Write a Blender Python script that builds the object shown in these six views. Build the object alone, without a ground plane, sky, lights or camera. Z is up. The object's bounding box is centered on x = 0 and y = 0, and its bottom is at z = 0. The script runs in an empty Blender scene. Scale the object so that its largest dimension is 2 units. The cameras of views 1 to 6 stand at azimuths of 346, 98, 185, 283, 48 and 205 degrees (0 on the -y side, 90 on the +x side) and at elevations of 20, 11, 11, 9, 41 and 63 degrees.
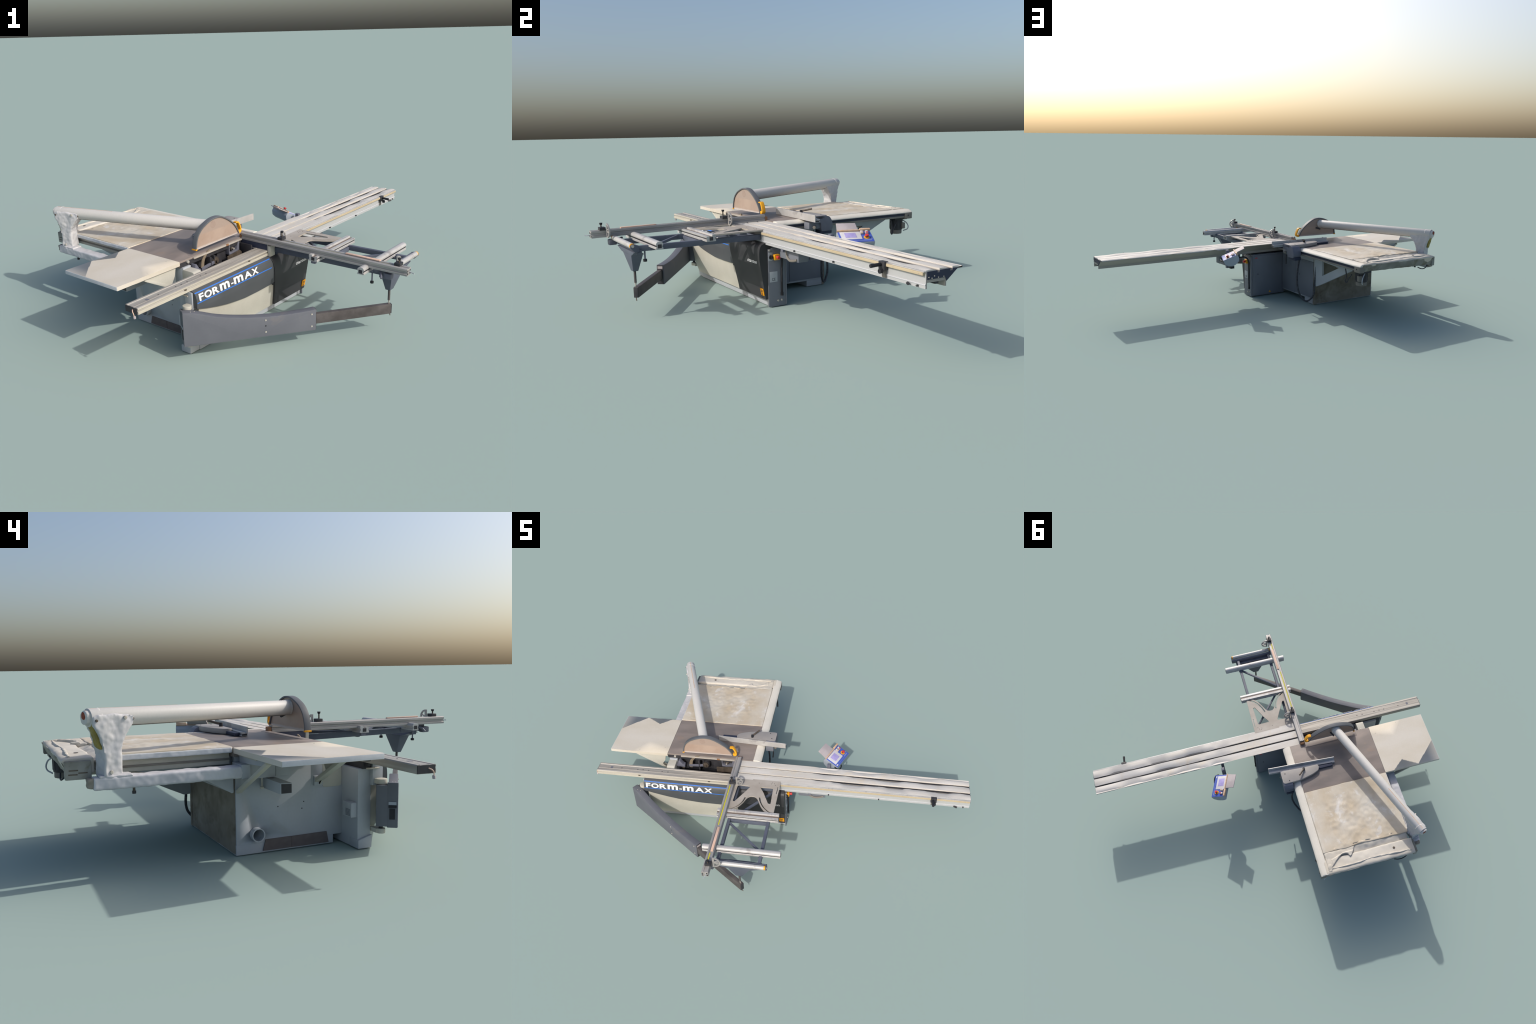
"""Sliding table saw: cabinet, saw table with side extensions, long sliding table, outrigger
on a swing arm, crosscut fence, rip fence, blade guard on a tube arm, control panel.
All parts are modelled in the machine frame (l along the slide, w across it, z up); the root
Empty turns that frame into the scene."""
import bpy, bmesh, math, random
from mathutils import Vector, Matrix, noise

random.seed(7)
ANG = math.radians(37.15)
scene = bpy.context.scene
COLL = scene.collection
MATS = {}

root = bpy.data.objects.new("sliding_table_saw", None)
root.rotation_euler = (0, 0, ANG)
root["label"] = "worn grey sliding table saw with outrigger and blade guard arm"
root["category"] = "table saw"
COLL.objects.link(root)

# ------------------------------------------------------------------ materials
def lin(c):
    return tuple(((x / 255) / 12.92 if x <= 10.3 else ((x / 255 + 0.055) / 1.055) ** 2.4) / 1.08 for x in c) + (1,)

def mat(name, rgb, rgb2=None, scale=(20, 20, 20), rough=0.6, metal=0.0, stain=None, stain_scale=6.0,
        stain_at=0.58, stain_soft=0.12, stain_amt=0.8, bump=0.0, spec=0.3, fine=0.06, bands=()):
    """Noise between two tones, optional blotchy stain, fine grain and hard-edged position bands
    bands: (axis, lower, upper, rgb, softness)."""
    if name in MATS:
        return MATS[name]
    m = bpy.data.materials.new(name)
    m.use_nodes = True
    nt = m.node_tree
    b = nt.nodes["Principled BSDF"]
    b.inputs["Roughness"].default_value = rough
    b.inputs["Metallic"].default_value = metal
    b.inputs["Specular IOR Level"].default_value = spec
    tc = nt.nodes.new("ShaderNodeTexCoord")
    mp = nt.nodes.new("ShaderNodeMapping")
    mp.inputs["Scale"].default_value = scale
    nt.links.new(tc.outputs["Object"], mp.inputs["Vector"])
    n1 = nt.nodes.new("ShaderNodeTexNoise")
    n1.inputs["Scale"].default_value = 1.0
    n1.inputs["Detail"].default_value = 5
    nt.links.new(mp.outputs[0], n1.inputs["Vector"])
    r = nt.nodes.new("ShaderNodeValToRGB")
    r.color_ramp.elements[0].position, r.color_ramp.elements[1].position = 0.35, 0.65
    r.color_ramp.elements[0].color = lin(rgb2 or tuple(x * 0.93 for x in rgb))
    r.color_ramp.elements[1].color = lin(rgb)
    nt.links.new(n1.outputs["Fac"], r.inputs[0])
    cur = r.outputs[0]

    def mix(fac, a, colour=None, sock=None, mode="MIX"):
        x = nt.nodes.new("ShaderNodeMix")
        x.data_type = "RGBA"
        x.blend_type = mode
        if isinstance(fac, float):
            x.inputs[0].default_value = fac
        else:
            nt.links.new(fac, x.inputs[0])
        nt.links.new(a, x.inputs[6])
        if colour is not None:
            x.inputs[7].default_value = colour
        else:
            nt.links.new(sock, x.inputs[7])
        return x.outputs[2]

    if stain:
        n2 = nt.nodes.new("ShaderNodeTexNoise")
        n2.inputs["Scale"].default_value = stain_scale
        n2.inputs["Detail"].default_value = 6
        n2.inputs["Roughness"].default_value = 0.65
        n2.inputs["Distortion"].default_value = 0.6
        nt.links.new(tc.outputs["Object"], n2.inputs["Vector"])
        r2 = nt.nodes.new("ShaderNodeMapRange")
        r2.inputs["From Min"].default_value = stain_at
        r2.inputs["From Max"].default_value = stain_at + stain_soft
        r2.inputs["To Max"].default_value = stain_amt
        nt.links.new(n2.outputs["Fac"], r2.inputs["Value"])
        cur = mix(r2.outputs[0], cur, lin(stain))
    if bands:
        sp = nt.nodes.new("ShaderNodeSeparateXYZ")
        nt.links.new(tc.outputs["Object"], sp.inputs[0])
    for axis, lo, hi, colour, soft, wob in bands:
        wn = nt.nodes.new("ShaderNodeTexNoise")
        wn.inputs["Scale"].default_value = 40
        nt.links.new(tc.outputs["Object"], wn.inputs["Vector"])
        ma = nt.nodes.new("ShaderNodeMath")
        ma.operation = "MULTIPLY_ADD"
        nt.links.new(wn.outputs["Fac"], ma.inputs[0])
        ma.inputs[1].default_value = wob
        nt.links.new(sp.outputs["lwz".index(axis)], ma.inputs[2])
        a1 = nt.nodes.new("ShaderNodeMapRange")
        a1.inputs["From Min"].default_value = lo + wob / 2 - soft
        a1.inputs["From Max"].default_value = lo + wob / 2 + soft
        nt.links.new(ma.outputs[0], a1.inputs["Value"])
        a2 = nt.nodes.new("ShaderNodeMapRange")
        a2.inputs["From Min"].default_value = hi + wob / 2 + soft
        a2.inputs["From Max"].default_value = hi + wob / 2 - soft
        nt.links.new(ma.outputs[0], a2.inputs["Value"])
        mm = nt.nodes.new("ShaderNodeMath")
        mm.operation = "MULTIPLY"
        nt.links.new(a1.outputs[0], mm.inputs[0])
        nt.links.new(a2.outputs[0], mm.inputs[1])
        cur = mix(mm.outputs[0], cur, lin(colour))
    if fine:
        n3 = nt.nodes.new("ShaderNodeTexNoise")
        n3.inputs["Scale"].default_value = 160
        n3.inputs["Detail"].default_value = 3
        nt.links.new(tc.outputs["Object"], n3.inputs["Vector"])
        r3 = nt.nodes.new("ShaderNodeMapRange")
        r3.inputs["To Min"].default_value = 1 - fine
        r3.inputs["To Max"].default_value = 1 + fine
        nt.links.new(n3.outputs["Fac"], r3.inputs["Value"])
        cur = mix(1.0, cur, sock=r3.outputs[0], mode="MULTIPLY")
    nt.links.new(cur, b.inputs["Base Color"])
    if bump:
        bm = nt.nodes.new("ShaderNodeBump")
        bm.inputs["Strength"].default_value = bump
        bm.inputs["Distance"].default_value = 0.002
        nt.links.new(n1.outputs["Fac"], bm.inputs["Height"])
        nt.links.new(bm.outputs[0], b.inputs["Normal"])
    MATS[name] = m
    return m

CREAM = mat("cream_paint", (190, 188, 178), (182, 179, 168), (8, 8, 8), stain=(165, 155, 135), stain_at=0.62, stain_amt=0.5)
GREY = mat("light_grey_paint", (174, 178, 184), (165, 170, 176), (6, 6, 6), stain=(156, 154, 150), stain_at=0.62, stain_amt=0.5)
CABGREY = mat("cabinet_grey_paint", (118, 122, 131), (111, 115, 124), (6, 6, 6))  # grey darkened to the level of the cabinet's shaded faces
DIRTY = mat("dusty_grey_paint", (142, 137, 127), (122, 114, 102), (7, 7, 9), stain=(92, 80, 64), stain_scale=7, stain_at=0.48, stain_soft=0.2, stain_amt=0.85)
PANEL = mat("charcoal_panel", (82, 85, 89), (76, 79, 83), (8, 8, 8), rough=0.45, fine=0.04)
BLACKP = mat("black_panel", (62, 62, 65), (56, 56, 58), (8, 8, 8), rough=0.45, fine=0.04)
BLUELINE = mat("blue_stripe", (52, 118, 210), fine=0.02)
WHITE = mat("white_lettering", (236, 236, 234), (230, 230, 230), fine=0.02)
IRON = mat("cast_iron_top", (143, 132, 125), (123, 114, 109), (5, 14, 14), rough=0.5, stain=(148, 128, 112), stain_scale=5, stain_at=0.55, stain_amt=0.7, spec=0.4)
BEIGE = mat("beige_laminate", (206, 200, 189), (199, 191, 176), (4, 9, 9), rough=0.6, stain=(186, 170, 142), stain_scale=5, stain_at=0.6, stain_amt=0.5)
WORN = mat("worn_beige_top", (204, 197, 184), (190, 176, 154), (9, 6, 8), rough=0.6, stain=(224, 224, 224), stain_scale=12, stain_at=0.58, stain_soft=0.10, stain_amt=0.5)  # near-white blotches paint the pale highlight streaks into the top
EDGE = mat("table_edge_white", (204, 206, 210), (190, 193, 198), (14, 14, 14))
STRIPW = mat("white_cover_strip", (220, 215, 204), (212, 207, 196), (6, 6, 6))
ALU = mat("aluminium_profile", (192, 191, 190), (176, 174, 172), (14, 14, 14), rough=0.45, metal=0.15, spec=0.5, stain=(138, 134, 134), stain_scale=18, stain_at=0.55, stain_soft=0.1, stain_amt=0.6)
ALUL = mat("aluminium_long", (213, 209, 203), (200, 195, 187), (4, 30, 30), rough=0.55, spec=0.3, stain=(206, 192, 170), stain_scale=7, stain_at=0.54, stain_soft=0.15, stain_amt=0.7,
           bands=[("z", 0.2, 0.3442, (156, 152, 146), 0.0003, 0.0), ("w", -0.2, -0.1078, (170, 172, 174), 0.0003, 0.0), ("w", -0.2, -0.1100, (186, 188, 193), 0.0003, 0.0)])  # first band darkens the slide's underside for its shade
BEAM = mat("brushed_beam", (182, 177, 168), (146, 141, 133), (3, 90, 40), rough=0.45, metal=0.15, spec=0.5)
BEAMF = mat("beam_cream_side", (192, 187, 173), (180, 174, 160), (4, 40, 60), rough=0.55)
FENCE = mat("fence_aluminium", (172, 169, 166), (146, 145, 145), (60, 4, 60), rough=0.45, metal=0.2, spec=0.5)
TUBE = mat("slate_steel_tube", (96, 101, 115), (84, 89, 103), (10, 10, 10), rough=0.5)
PLATE = mat("bare_steel_plate", (178, 171, 162), (164, 156, 146), (14, 14, 14), rough=0.55, stain=(150, 128, 108), stain_scale=16, stain_at=0.66, stain_amt=0.6)
SWING = mat("swing_arm_grey", (103, 106, 114), (96, 99, 107), (7, 7, 7), rough=0.6, stain=(122, 116, 112), stain_scale=9, stain_at=0.62, stain_amt=0.5)
SWINGD = mat("swing_inner_steel", (90, 86, 86), (72, 68, 68), (20, 20, 20), rough=0.5)
DARK = mat("dark_steel", (62, 62, 66), (48, 48, 52), (20, 20, 20), rough=0.5)
BLACK = mat("black_rubber", (44, 45, 50), (36, 37, 42), (20, 20, 20), rough=0.6)
MUD = mat("greasy_steel", (100, 90, 80), (72, 66, 60), (40, 40, 40), rough=0.45, metal=0.2)
BOLTM = mat("bolt_steel", (196, 192, 184), (170, 165, 155), (90, 90, 90), rough=0.4, metal=0.3)
ARMM = mat("arm_white_paint", (206, 203, 198), (198, 196, 193), (5, 5, 5), rough=0.5)
LUMP = mat("arm_rough_paint", (200, 199, 200), (188, 188, 190), (22, 22, 22), rough=0.55,
           stain=(176, 178, 184), stain_scale=22, stain_at=0.5, stain_amt=0.6)
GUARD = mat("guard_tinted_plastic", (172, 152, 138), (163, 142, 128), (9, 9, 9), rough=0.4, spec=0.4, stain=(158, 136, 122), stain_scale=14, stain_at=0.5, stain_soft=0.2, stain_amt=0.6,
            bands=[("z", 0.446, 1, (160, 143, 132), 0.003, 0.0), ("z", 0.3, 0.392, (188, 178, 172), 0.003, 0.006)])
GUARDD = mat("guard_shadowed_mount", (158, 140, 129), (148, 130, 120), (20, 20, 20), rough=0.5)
RIM = mat("guard_grey_rim", (100, 103, 108), (92, 95, 99), (9, 9, 9), rough=0.55)
YELLOW = mat("yellow_plastic", (238, 172, 44), (226, 158, 36), (9, 9, 9), rough=0.45)
YELLOWT = mat("yellow_tape", (205, 200, 60), (196, 190, 50), fine=0.02)
ORANGE = mat("orange_label", (236, 160, 20), fine=0.02)
RED = mat("red_button", (206, 62, 62), fine=0.02, rough=0.4)
WOOD = mat("pink_wood", (222, 190, 172), (206, 172, 150), (60, 6, 60))
WOODB = mat("brown_wood_block", (158, 118, 86), (132, 98, 72), (60, 60, 8))
STRIPB = mat("beige_scale_strip", (188, 174, 148), (176, 161, 134), (4, 40, 40))
SLATEB = mat("slate_casting", (112, 114, 126), (100, 102, 114), (12, 12, 12), rough=0.5)
NAVY = mat("navy_rail", (52, 58, 78), (46, 52, 70), (6, 6, 6))
RAILG = mat("rail_grey", (128, 124, 118), (112, 108, 102), (6, 6, 6))
CAST = mat("fence_casting_grey", (162, 157, 152), (150, 146, 143), (12, 12, 12), rough=0.5)
GROOVE = mat("groove_brown", (128, 116, 106), (112, 100, 92), (6, 60, 60))
PANBLUE = mat("panel_blue", (76, 98, 186), (70, 92, 178), (9, 9, 9), rough=0.45, fine=0.02)
PANGREY = mat("panel_housing", (160, 168, 178), (152, 160, 170), (9, 9, 9))
PANWHITE = mat("display_frame", (212, 210, 214), fine=0.02)
SCREEN = mat("display_screen", (176, 166, 214), (160, 152, 204), (60, 60, 60), rough=0.3, fine=0.02)
LIDM = mat("lid_plastic", (178, 170, 172), (168, 160, 162), (20, 20, 20))
TANM = mat("tan_edge", (204, 178, 152), (190, 160, 132), (40, 40, 40))
SKIRT = mat("brown_skirt", (104, 96, 96), (96, 88, 88), (4, 40, 60))
ENDP = mat("tattered_end_sheet", (150, 150, 144), (118, 116, 106), (9, 9, 9), stain=(104, 96, 74), stain_scale=12, stain_at=0.52, stain_soft=0.12, stain_amt=0.7)
RUST = mat("rust_red", (142, 62, 40), (120, 50, 32), (60, 60, 60))
OLIVE = mat("olive_stain", (150, 138, 70), (128, 116, 62), (60, 60, 60))

# ------------------------------------------------------------------ mesh helpers
def add(name, me, material, parent=None, smooth=None, loc=None):
    if smooth is not None:
        for p in me.polygons:
            p.use_smooth = True
        if smooth < 180:
            me.set_sharp_from_angle(angle=math.radians(smooth))
    if material is not None:
        me.materials.clear()
        me.materials.append(material)
    o = bpy.data.objects.new(name, me)
    COLL.objects.link(o)
    o.parent = parent or root
    if loc is not None:
        o.location = loc
    return o

def copy_of(o, loc, rot=None):
    c = o.copy()
    c.location = loc
    if rot is not None:
        c.rotation_euler = rot
    COLL.objects.link(c)
    return c

def from_bm(name, bm, material, parent=None, smooth=35, loc=None):
    bmesh.ops.recalc_face_normals(bm, faces=bm.faces)
    me = bpy.data.meshes.new(name)
    bm.to_mesh(me)
    bm.free()
    return add(name, me, material, parent, smooth, loc)

def bevel_bm(bm, width, seg=2, angle=25):
    if width <= 0:
        return
    es = [e for e in bm.edges if len(e.link_faces) == 2 and e.calc_face_angle(0) > math.radians(angle)]
    bmesh.ops.bevel(bm, geom=es, offset=width, segments=seg, affect="EDGES", clamp_overlap=True, profile=0.6)

def box(name, l0, l1, w0, w1, z0, z1, material, parent=None, bev=0.0015):
    bm = bmesh.new()
    bmesh.ops.create_cube(bm, size=1)
    for v in bm.verts:
        v.co = Vector((l0 + (v.co.x + .5) * (l1 - l0), w0 + (v.co.y + .5) * (w1 - w0), z0 + (v.co.z + .5) * (z1 - z0)))
    bevel_bm(bm, min(bev, 0.3 * min(abs(l1 - l0), abs(w1 - w0), abs(z1 - z0))))
    return from_bm(name, bm, material, parent)

def frame_prism(name, poly, origin, ex, ey, ez, d0, d1, material, parent=None, bev=0.0, smooth=35):
    o, ex, ey, ez = Vector(origin), Vector(ex), Vector(ey), Vector(ez)
    bm = bmesh.new()
    a = [bm.verts.new(o + ex * p[0] + ey * p[1] + ez * d0) for p in poly]
    b = [bm.verts.new(o + ex * p[0] + ey * p[1] + ez * d1) for p in poly]
    bm.faces.new(a)
    bm.faces.new(b[::-1])
    n = len(poly)
    for i in range(n):
        bm.faces.new((a[i], b[i], b[(i + 1) % n], a[(i + 1) % n]))
    bmesh.ops.recalc_face_normals(bm, faces=bm.faces)
    bevel_bm(bm, bev)
    return from_bm(name, bm, material, parent, smooth)

L, W, Z = Vector((1, 0, 0)), Vector((0, 1, 0)), Vector((0, 0, 1))

def prism(name, poly, axis, a0, a1, material, parent=None, bev=0.0, smooth=35):
    ex, ey, ez = {"l": (W, Z, L), "w": (L, Z, W), "z": (L, W, Z)}[axis]
    return frame_prism(name, poly, (0, 0, 0), ex, ey, ez, a0, a1, material, parent, bev, smooth)

def cyl(name, p0, p1, r, material, parent=None, r2=None, seg=20, bev=0.0, loc=None):
    p0, p1 = Vector(p0), Vector(p1)
    d = p1 - p0
    bm = bmesh.new()
    bmesh.ops.create_cone(bm, cap_ends=True, segments=seg, radius1=r, radius2=r if r2 is None else r2, depth=d.length)
    bevel_bm(bm, bev, angle=50)
    bm.transform(Matrix.Translation((p0 + p1) / 2) @ d.to_track_quat("Z", "Y").to_matrix().to_4x4())
    return from_bm(name, bm, material, parent, 40, loc)

def bar(name, p0, p1, wide, tall, material, parent=None, bev=0.001):
    """Rectangular bar between two points, its height staying upright."""
    p0, p1 = Vector(p0), Vector(p1)
    d = (p1 - p0).normalized()
    side = d.cross(Z).normalized()
    up = side.cross(d)
    h, t = wide / 2, tall / 2
    return frame_prism(name, [(-h, -t), (h, -t), (h, t), (-h, t)], p0, side, up, d, 0, (p1 - p0).length, material, parent, bev)

def to_mesh_obj(name, curve, material, parent, smooth=40, tf=None):
    tmp = bpy.data.objects.new("helper", curve)
    COLL.objects.link(tmp)
    bpy.context.view_layer.update()
    me = bpy.data.meshes.new_from_object(tmp.evaluated_get(bpy.context.evaluated_depsgraph_get()))
    bpy.data.objects.remove(tmp)
    bpy.data.curves.remove(curve)
    if tf is not None:
        me.transform(tf)
    me.name = name
    return add(name, me, material, parent, smooth)

def tube_curve(name, pts, r, material, parent=None, res=6):
    cu = bpy.data.curves.new(name, "CURVE")
    cu.dimensions = "3D"
    cu.bevel_depth = r
    cu.bevel_resolution = 2
    cu.use_fill_caps = True
    s = cu.splines.new("BEZIER")
    s.bezier_points.add(len(pts) - 1)
    s.resolution_u = res
    for bp, p in zip(s.bezier_points, pts):
        bp.co = p
        bp.handle_left_type = bp.handle_right_type = "AUTO"
    return to_mesh_obj(name, cu, material, parent)

def sheet(name, loops, thick, tf, material, parent=None, bev=0.0):
    """Flat plate with holes: first loop is the outline, the others are cut out of it."""
    cu = bpy.data.curves.new(name, "CURVE")
    cu.dimensions = "2D"
    cu.fill_mode = "BOTH"
    cu.extrude = thick / 2
    cu.bevel_depth = bev
    for lp in loops:
        s = cu.splines.new("POLY")
        s.points.add(len(lp) - 1)
        for p, c in zip(s.points, lp):
            p.co = (c[0], c[1], 0, 1)
        s.use_cyclic_u = True
    return to_mesh_obj(name, cu, material, parent, 35, tf)

def frame_matrix(o, ex, ey, ez):
    m = Matrix((ex, ey, ez)).transposed().to_4x4()
    m.translation = o
    return m

def rounded(poly, r, n=4):
    """Round the corners of a polygon with quadratic arcs."""
    out = []
    k = len(poly)
    for i in range(k):
        a, b, c = (Vector((*poly[j % k], 0)) for j in (i - 1, i, i + 1))
        r1 = min(r, (a - b).length * .45, (c - b).length * .45)
        p, q = b + (a - b).normalized() * r1, b + (c - b).normalized() * r1
        for t in range(n + 1):
            t /= n
            v = p * (1 - t) ** 2 + b * 2 * t * (1 - t) + q * t * t
            out.append((v.x, v.y))
    return out

def smooth_path(pts, n=6):
    """Catmull-Rom through 2D points."""
    out = []
    for i in range(len(pts) - 1):
        p = [Vector((*pts[max(0, min(len(pts) - 1, j))], 0)) for j in (i - 1, i, i + 1, i + 2)]
        for t in range(n):
            t /= n
            v = .5 * (2 * p[1] + (p[2] - p[0]) * t + (2 * p[0] - 5 * p[1] + 4 * p[2] - p[3]) * t * t + (3 * p[1] - p[0] - 3 * p[2] + p[3]) * t ** 3)
            out.append((v.x, v.y))
    out.append(tuple(pts[-1]))
    return out

def rough(o, voxel, amp, scale, seed=0, smooth=60):
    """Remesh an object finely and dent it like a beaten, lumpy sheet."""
    md = o.modifiers.new("r", "REMESH")
    md.mode = "VOXEL"
    md.voxel_size = voxel
    bpy.context.view_layer.update()
    me = bpy.data.meshes.new_from_object(o.evaluated_get(bpy.context.evaluated_depsgraph_get()))
    o.modifiers.clear()
    old = o.data
    mt = old.materials[0]
    off = Vector((seed * 3.1, seed * 1.7, seed))
    nn = [Vector(v.normal) for v in me.vertices]
    for v, n in zip(me.vertices, nn):
        d = noise.noise(v.co * scale + off) + .5 * noise.noise(v.co * scale * 2.3 - off)
        v.co += n * d * amp
    me.materials.clear()
    me.materials.append(mt)
    for p in me.polygons:
        p.use_smooth = True
    if smooth < 180:
        me.set_sharp_from_angle(angle=math.radians(smooth))
    o.data = me
    bpy.data.meshes.remove(old)
    return o

def text(name, body, height, origin, ex, ey, material, parent=None, width=None, depth=0.0012, bold=0.0):
    cu = bpy.data.curves.new(name, "FONT")
    cu.body = body
    cu.size = 1
    cu.extrude = 0.01
    cu.offset = bold
    tmp = bpy.data.objects.new("helper", cu)
    COLL.objects.link(tmp)
    bpy.context.view_layer.update()
    me = bpy.data.meshes.new_from_object(tmp.evaluated_get(bpy.context.evaluated_depsgraph_get()))
    bpy.data.objects.remove(tmp)
    bpy.data.curves.remove(cu)
    xs = [v.co.x for v in me.vertices]
    ys = [v.co.y for v in me.vertices]
    sy = height / (max(ys) - min(ys))
    sx = sy if width is None else width / (max(xs) - min(xs))
    ex, ey = Vector(ex).normalized(), Vector(ey).normalized()
    ez = ex.cross(ey)
    for v in me.vertices:
        x, y, z = (v.co.x - min(xs)) * sx, (v.co.y - min(ys)) * sy, v.co.z * depth / 0.02
        v.co = Vector(origin) + ex * x + ey * y + ez * z
    return add(name, me, material, parent)

def bolts(name, r, h, places, normal, material, parent, seg=10):
    n = Vector(normal).normalized()
    first = cyl(name, -n * h * .3, n * h, r, material, parent, seg=seg, bev=r * .25, loc=places[0])
    for p in places[1:]:
        copy_of(first, p)

# ------------------------------------------------------------------ machine cabinet
cab = box("machine_cabinet", -0.545, -0.0745, 0.088, 0.365, 0.03, 0.328, GREY, bev=0.003)
box("cabinet_core", -0.5445, -0.0750, -0.036, 0.090, 0.03, 0.205, GREY, cab)
box("plinth", -0.545, -0.0765, 0.262, 0.366, 0.0, 0.034, GREY, cab)
box("plinth", -0.5445, -0.30, 0.002, 0.262, 0.0, 0.033, GREY, cab)
rear = box("dusty_back_sheet", -0.541, -0.095, 0.364, 0.3675, 0.002, 0.312, DIRTY, cab)
rough(rear, 0.0035, 0.0012, 22, 3)
box("back_corner_post", -0.097, -0.0735, 0.355, 0.3685, 0.0, 0.30, DIRTY, cab)
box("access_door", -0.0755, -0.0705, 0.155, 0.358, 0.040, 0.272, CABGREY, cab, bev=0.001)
box("flank_shade_plate", -0.0755, -0.0718, 0.002, 0.153, 0.036, 0.300, CABGREY, cab, bev=0.001)  # darker plate laid over the grey wall to carry its baked shade
cyl("door_lock", (-0.072, 0.21, 0.17), (-0.0690, 0.21, 0.17), 0.003, DARK, cab)
# brown skirt plates and dust port on the end wall
prism("skirt_plate", [(0.272, 0.006), (0.262, 0.044), (0.166, 0.044), (0.166, 0.006)], "l", -0.549, -0.5445, SKIRT, cab)
prism("skirt_plate", [(0.165, 0.0055), (0.165, 0.0435), (0.03, 0.0445), (0.022, 0.0055)], "l", -0.5485, -0.5445, SKIRT, cab)
ring = [(math.cos(t * math.tau / 28), math.sin(t * math.tau / 28)) for t in range(28)]
sheet("dust_port", [[(x * .023, y * .023) for x, y in ring], [(x * .0195, y * .0195) for x, y in ring]], 0.022,
      frame_matrix(Vector((-0.556, 0.295, 0.066)), W, Z, L), GREY, cab)
cut = cyl("port_cutter", (-0.60, 0.295, 0.066), (-0.470, 0.295, 0.066), 0.0205, None, cab, seg=28)
md = cab.modifiers.new("port", "BOOLEAN")
md.operation, md.object, md.solver = "DIFFERENCE", cut, "EXACT"
bpy.context.view_layer.update()
holed = bpy.data.meshes.new_from_object(cab.evaluated_get(bpy.context.evaluated_depsgraph_get()))
cab.modifiers.clear()
cab.data = holed
bpy.data.objects.remove(cut)
cyl("dust_port_hole", (-0.478, 0.295, 0.066), (-0.471, 0.295, 0.066), 0.0206, BLACK, cab)
bolts("wall_screw", 0.0022, 0.001, [(-0.545, 0.215, 0.15), (-0.545, 0.125, 0.135), (-0.545, 0.118, 0.158)], -L, DARK, cab)

# front housing that carries the slide, with the electrical cupboard behind it
fr = box("front_housing", -0.646, 0.160, -0.083, -0.032, 0.0, 0.272, GREY, cab, bev=0.002)
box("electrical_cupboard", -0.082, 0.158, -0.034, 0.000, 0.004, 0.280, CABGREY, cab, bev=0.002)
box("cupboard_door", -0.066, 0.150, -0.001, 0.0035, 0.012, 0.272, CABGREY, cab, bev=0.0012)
box("red_sticker", 0.126, 0.143, 0.003, 0.0042, 0.256, 0.261, RED, cab, bev=0)
frame_prism("warning_triangle", [(-0.009, 0), (0.009, 0), (0, 0.014)], (0.03, 0.0036, 0.018), L, Z, W, 0, 0.0008, YELLOW, cab)
cyl("cupboard_lock", (0.122, 0.0035, 0.15), (0.122, 0.0055, 0.15), 0.003, DARK, cab)
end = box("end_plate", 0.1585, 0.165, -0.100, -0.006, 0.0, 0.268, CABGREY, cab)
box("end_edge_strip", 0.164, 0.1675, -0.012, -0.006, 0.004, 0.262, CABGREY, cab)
box("rating_plate", 0.1645, 0.1662, -0.094, -0.054, 0.115, 0.163, GREY, cab, bev=0.0003)
text("ce_mark", "CE", 0.013, (0.1664, -0.083, 0.121), W, Z, BLACK, cab, width=0.018, depth=0.0005)
box("emergency_box", 0.164, 0.181, -0.075, -0.048, 0.217, 0.243, YELLOW, cab, bev=0.003)
cyl("emergency_button", (0.178, -0.061, 0.230), (0.196, -0.061, 0.230), 0.0075, RED, cab, bev=0.002)
cyl("rotary_switch", (0.164, -0.088, 0.231), (0.171, -0.088, 0.231), 0.0095, BLACK, cab, bev=0.001)
box("switch_plate", 0.1645, 0.166, -0.0985, -0.078, 0.214, 0.252, GREY, cab, bev=0.0004)
box("switch_grip", 0.170, 0.176, -0.090, -0.086, 0.222, 0.240, BLACK, cab, bev=0.001)
tube_curve("power_cable", [(0.27, -0.014, 0.268), (0.245, -0.012, 0.272), (0.215, -0.012, 0.270), (0.180, -0.026, 0.245), (0.171, -0.032, 0.19), (0.170, -0.033, 0.10), (0.168, -0.032, 0.052)], 0.0046, BLACK, cab)
cyl("cable_gland", (0.168, -0.032, 0.062), (0.168, -0.032, 0.048), 0.0065, BLACK, cab)
bolts("anchor_bolt", 0.0045, 0.004, [(0.165, -0.052, 0.026), (0.165, -0.033, 0.027), (0.165, -0.094, 0.262)], L, BOLTM, cab)

# covers on the operator side: a pale sheet with a dark curved logo shield over it
COVER = [(-0.100, 0.298), (-0.113, 0.296), (-0.124, 0.291), (-0.132, 0.282), (-0.1375, 0.266), (-0.139, 0.245),
         (-0.138, 0.22), (-0.133, 0.185), (-0.127, 0.15), (-0.119, 0.10), (-0.112, 0.06), (-0.108, 0.03)]

def cover_w(z):
    for (w0, z0), (w1, z1) in zip(COVER, COVER[1:]):
        if z1 <= z <= z0:
            return w0 + (w1 - w0) * (z0 - z) / (z0 - z1)
    return COVER[0][0] if z > COVER[0][1] else COVER[-1][0]

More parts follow.
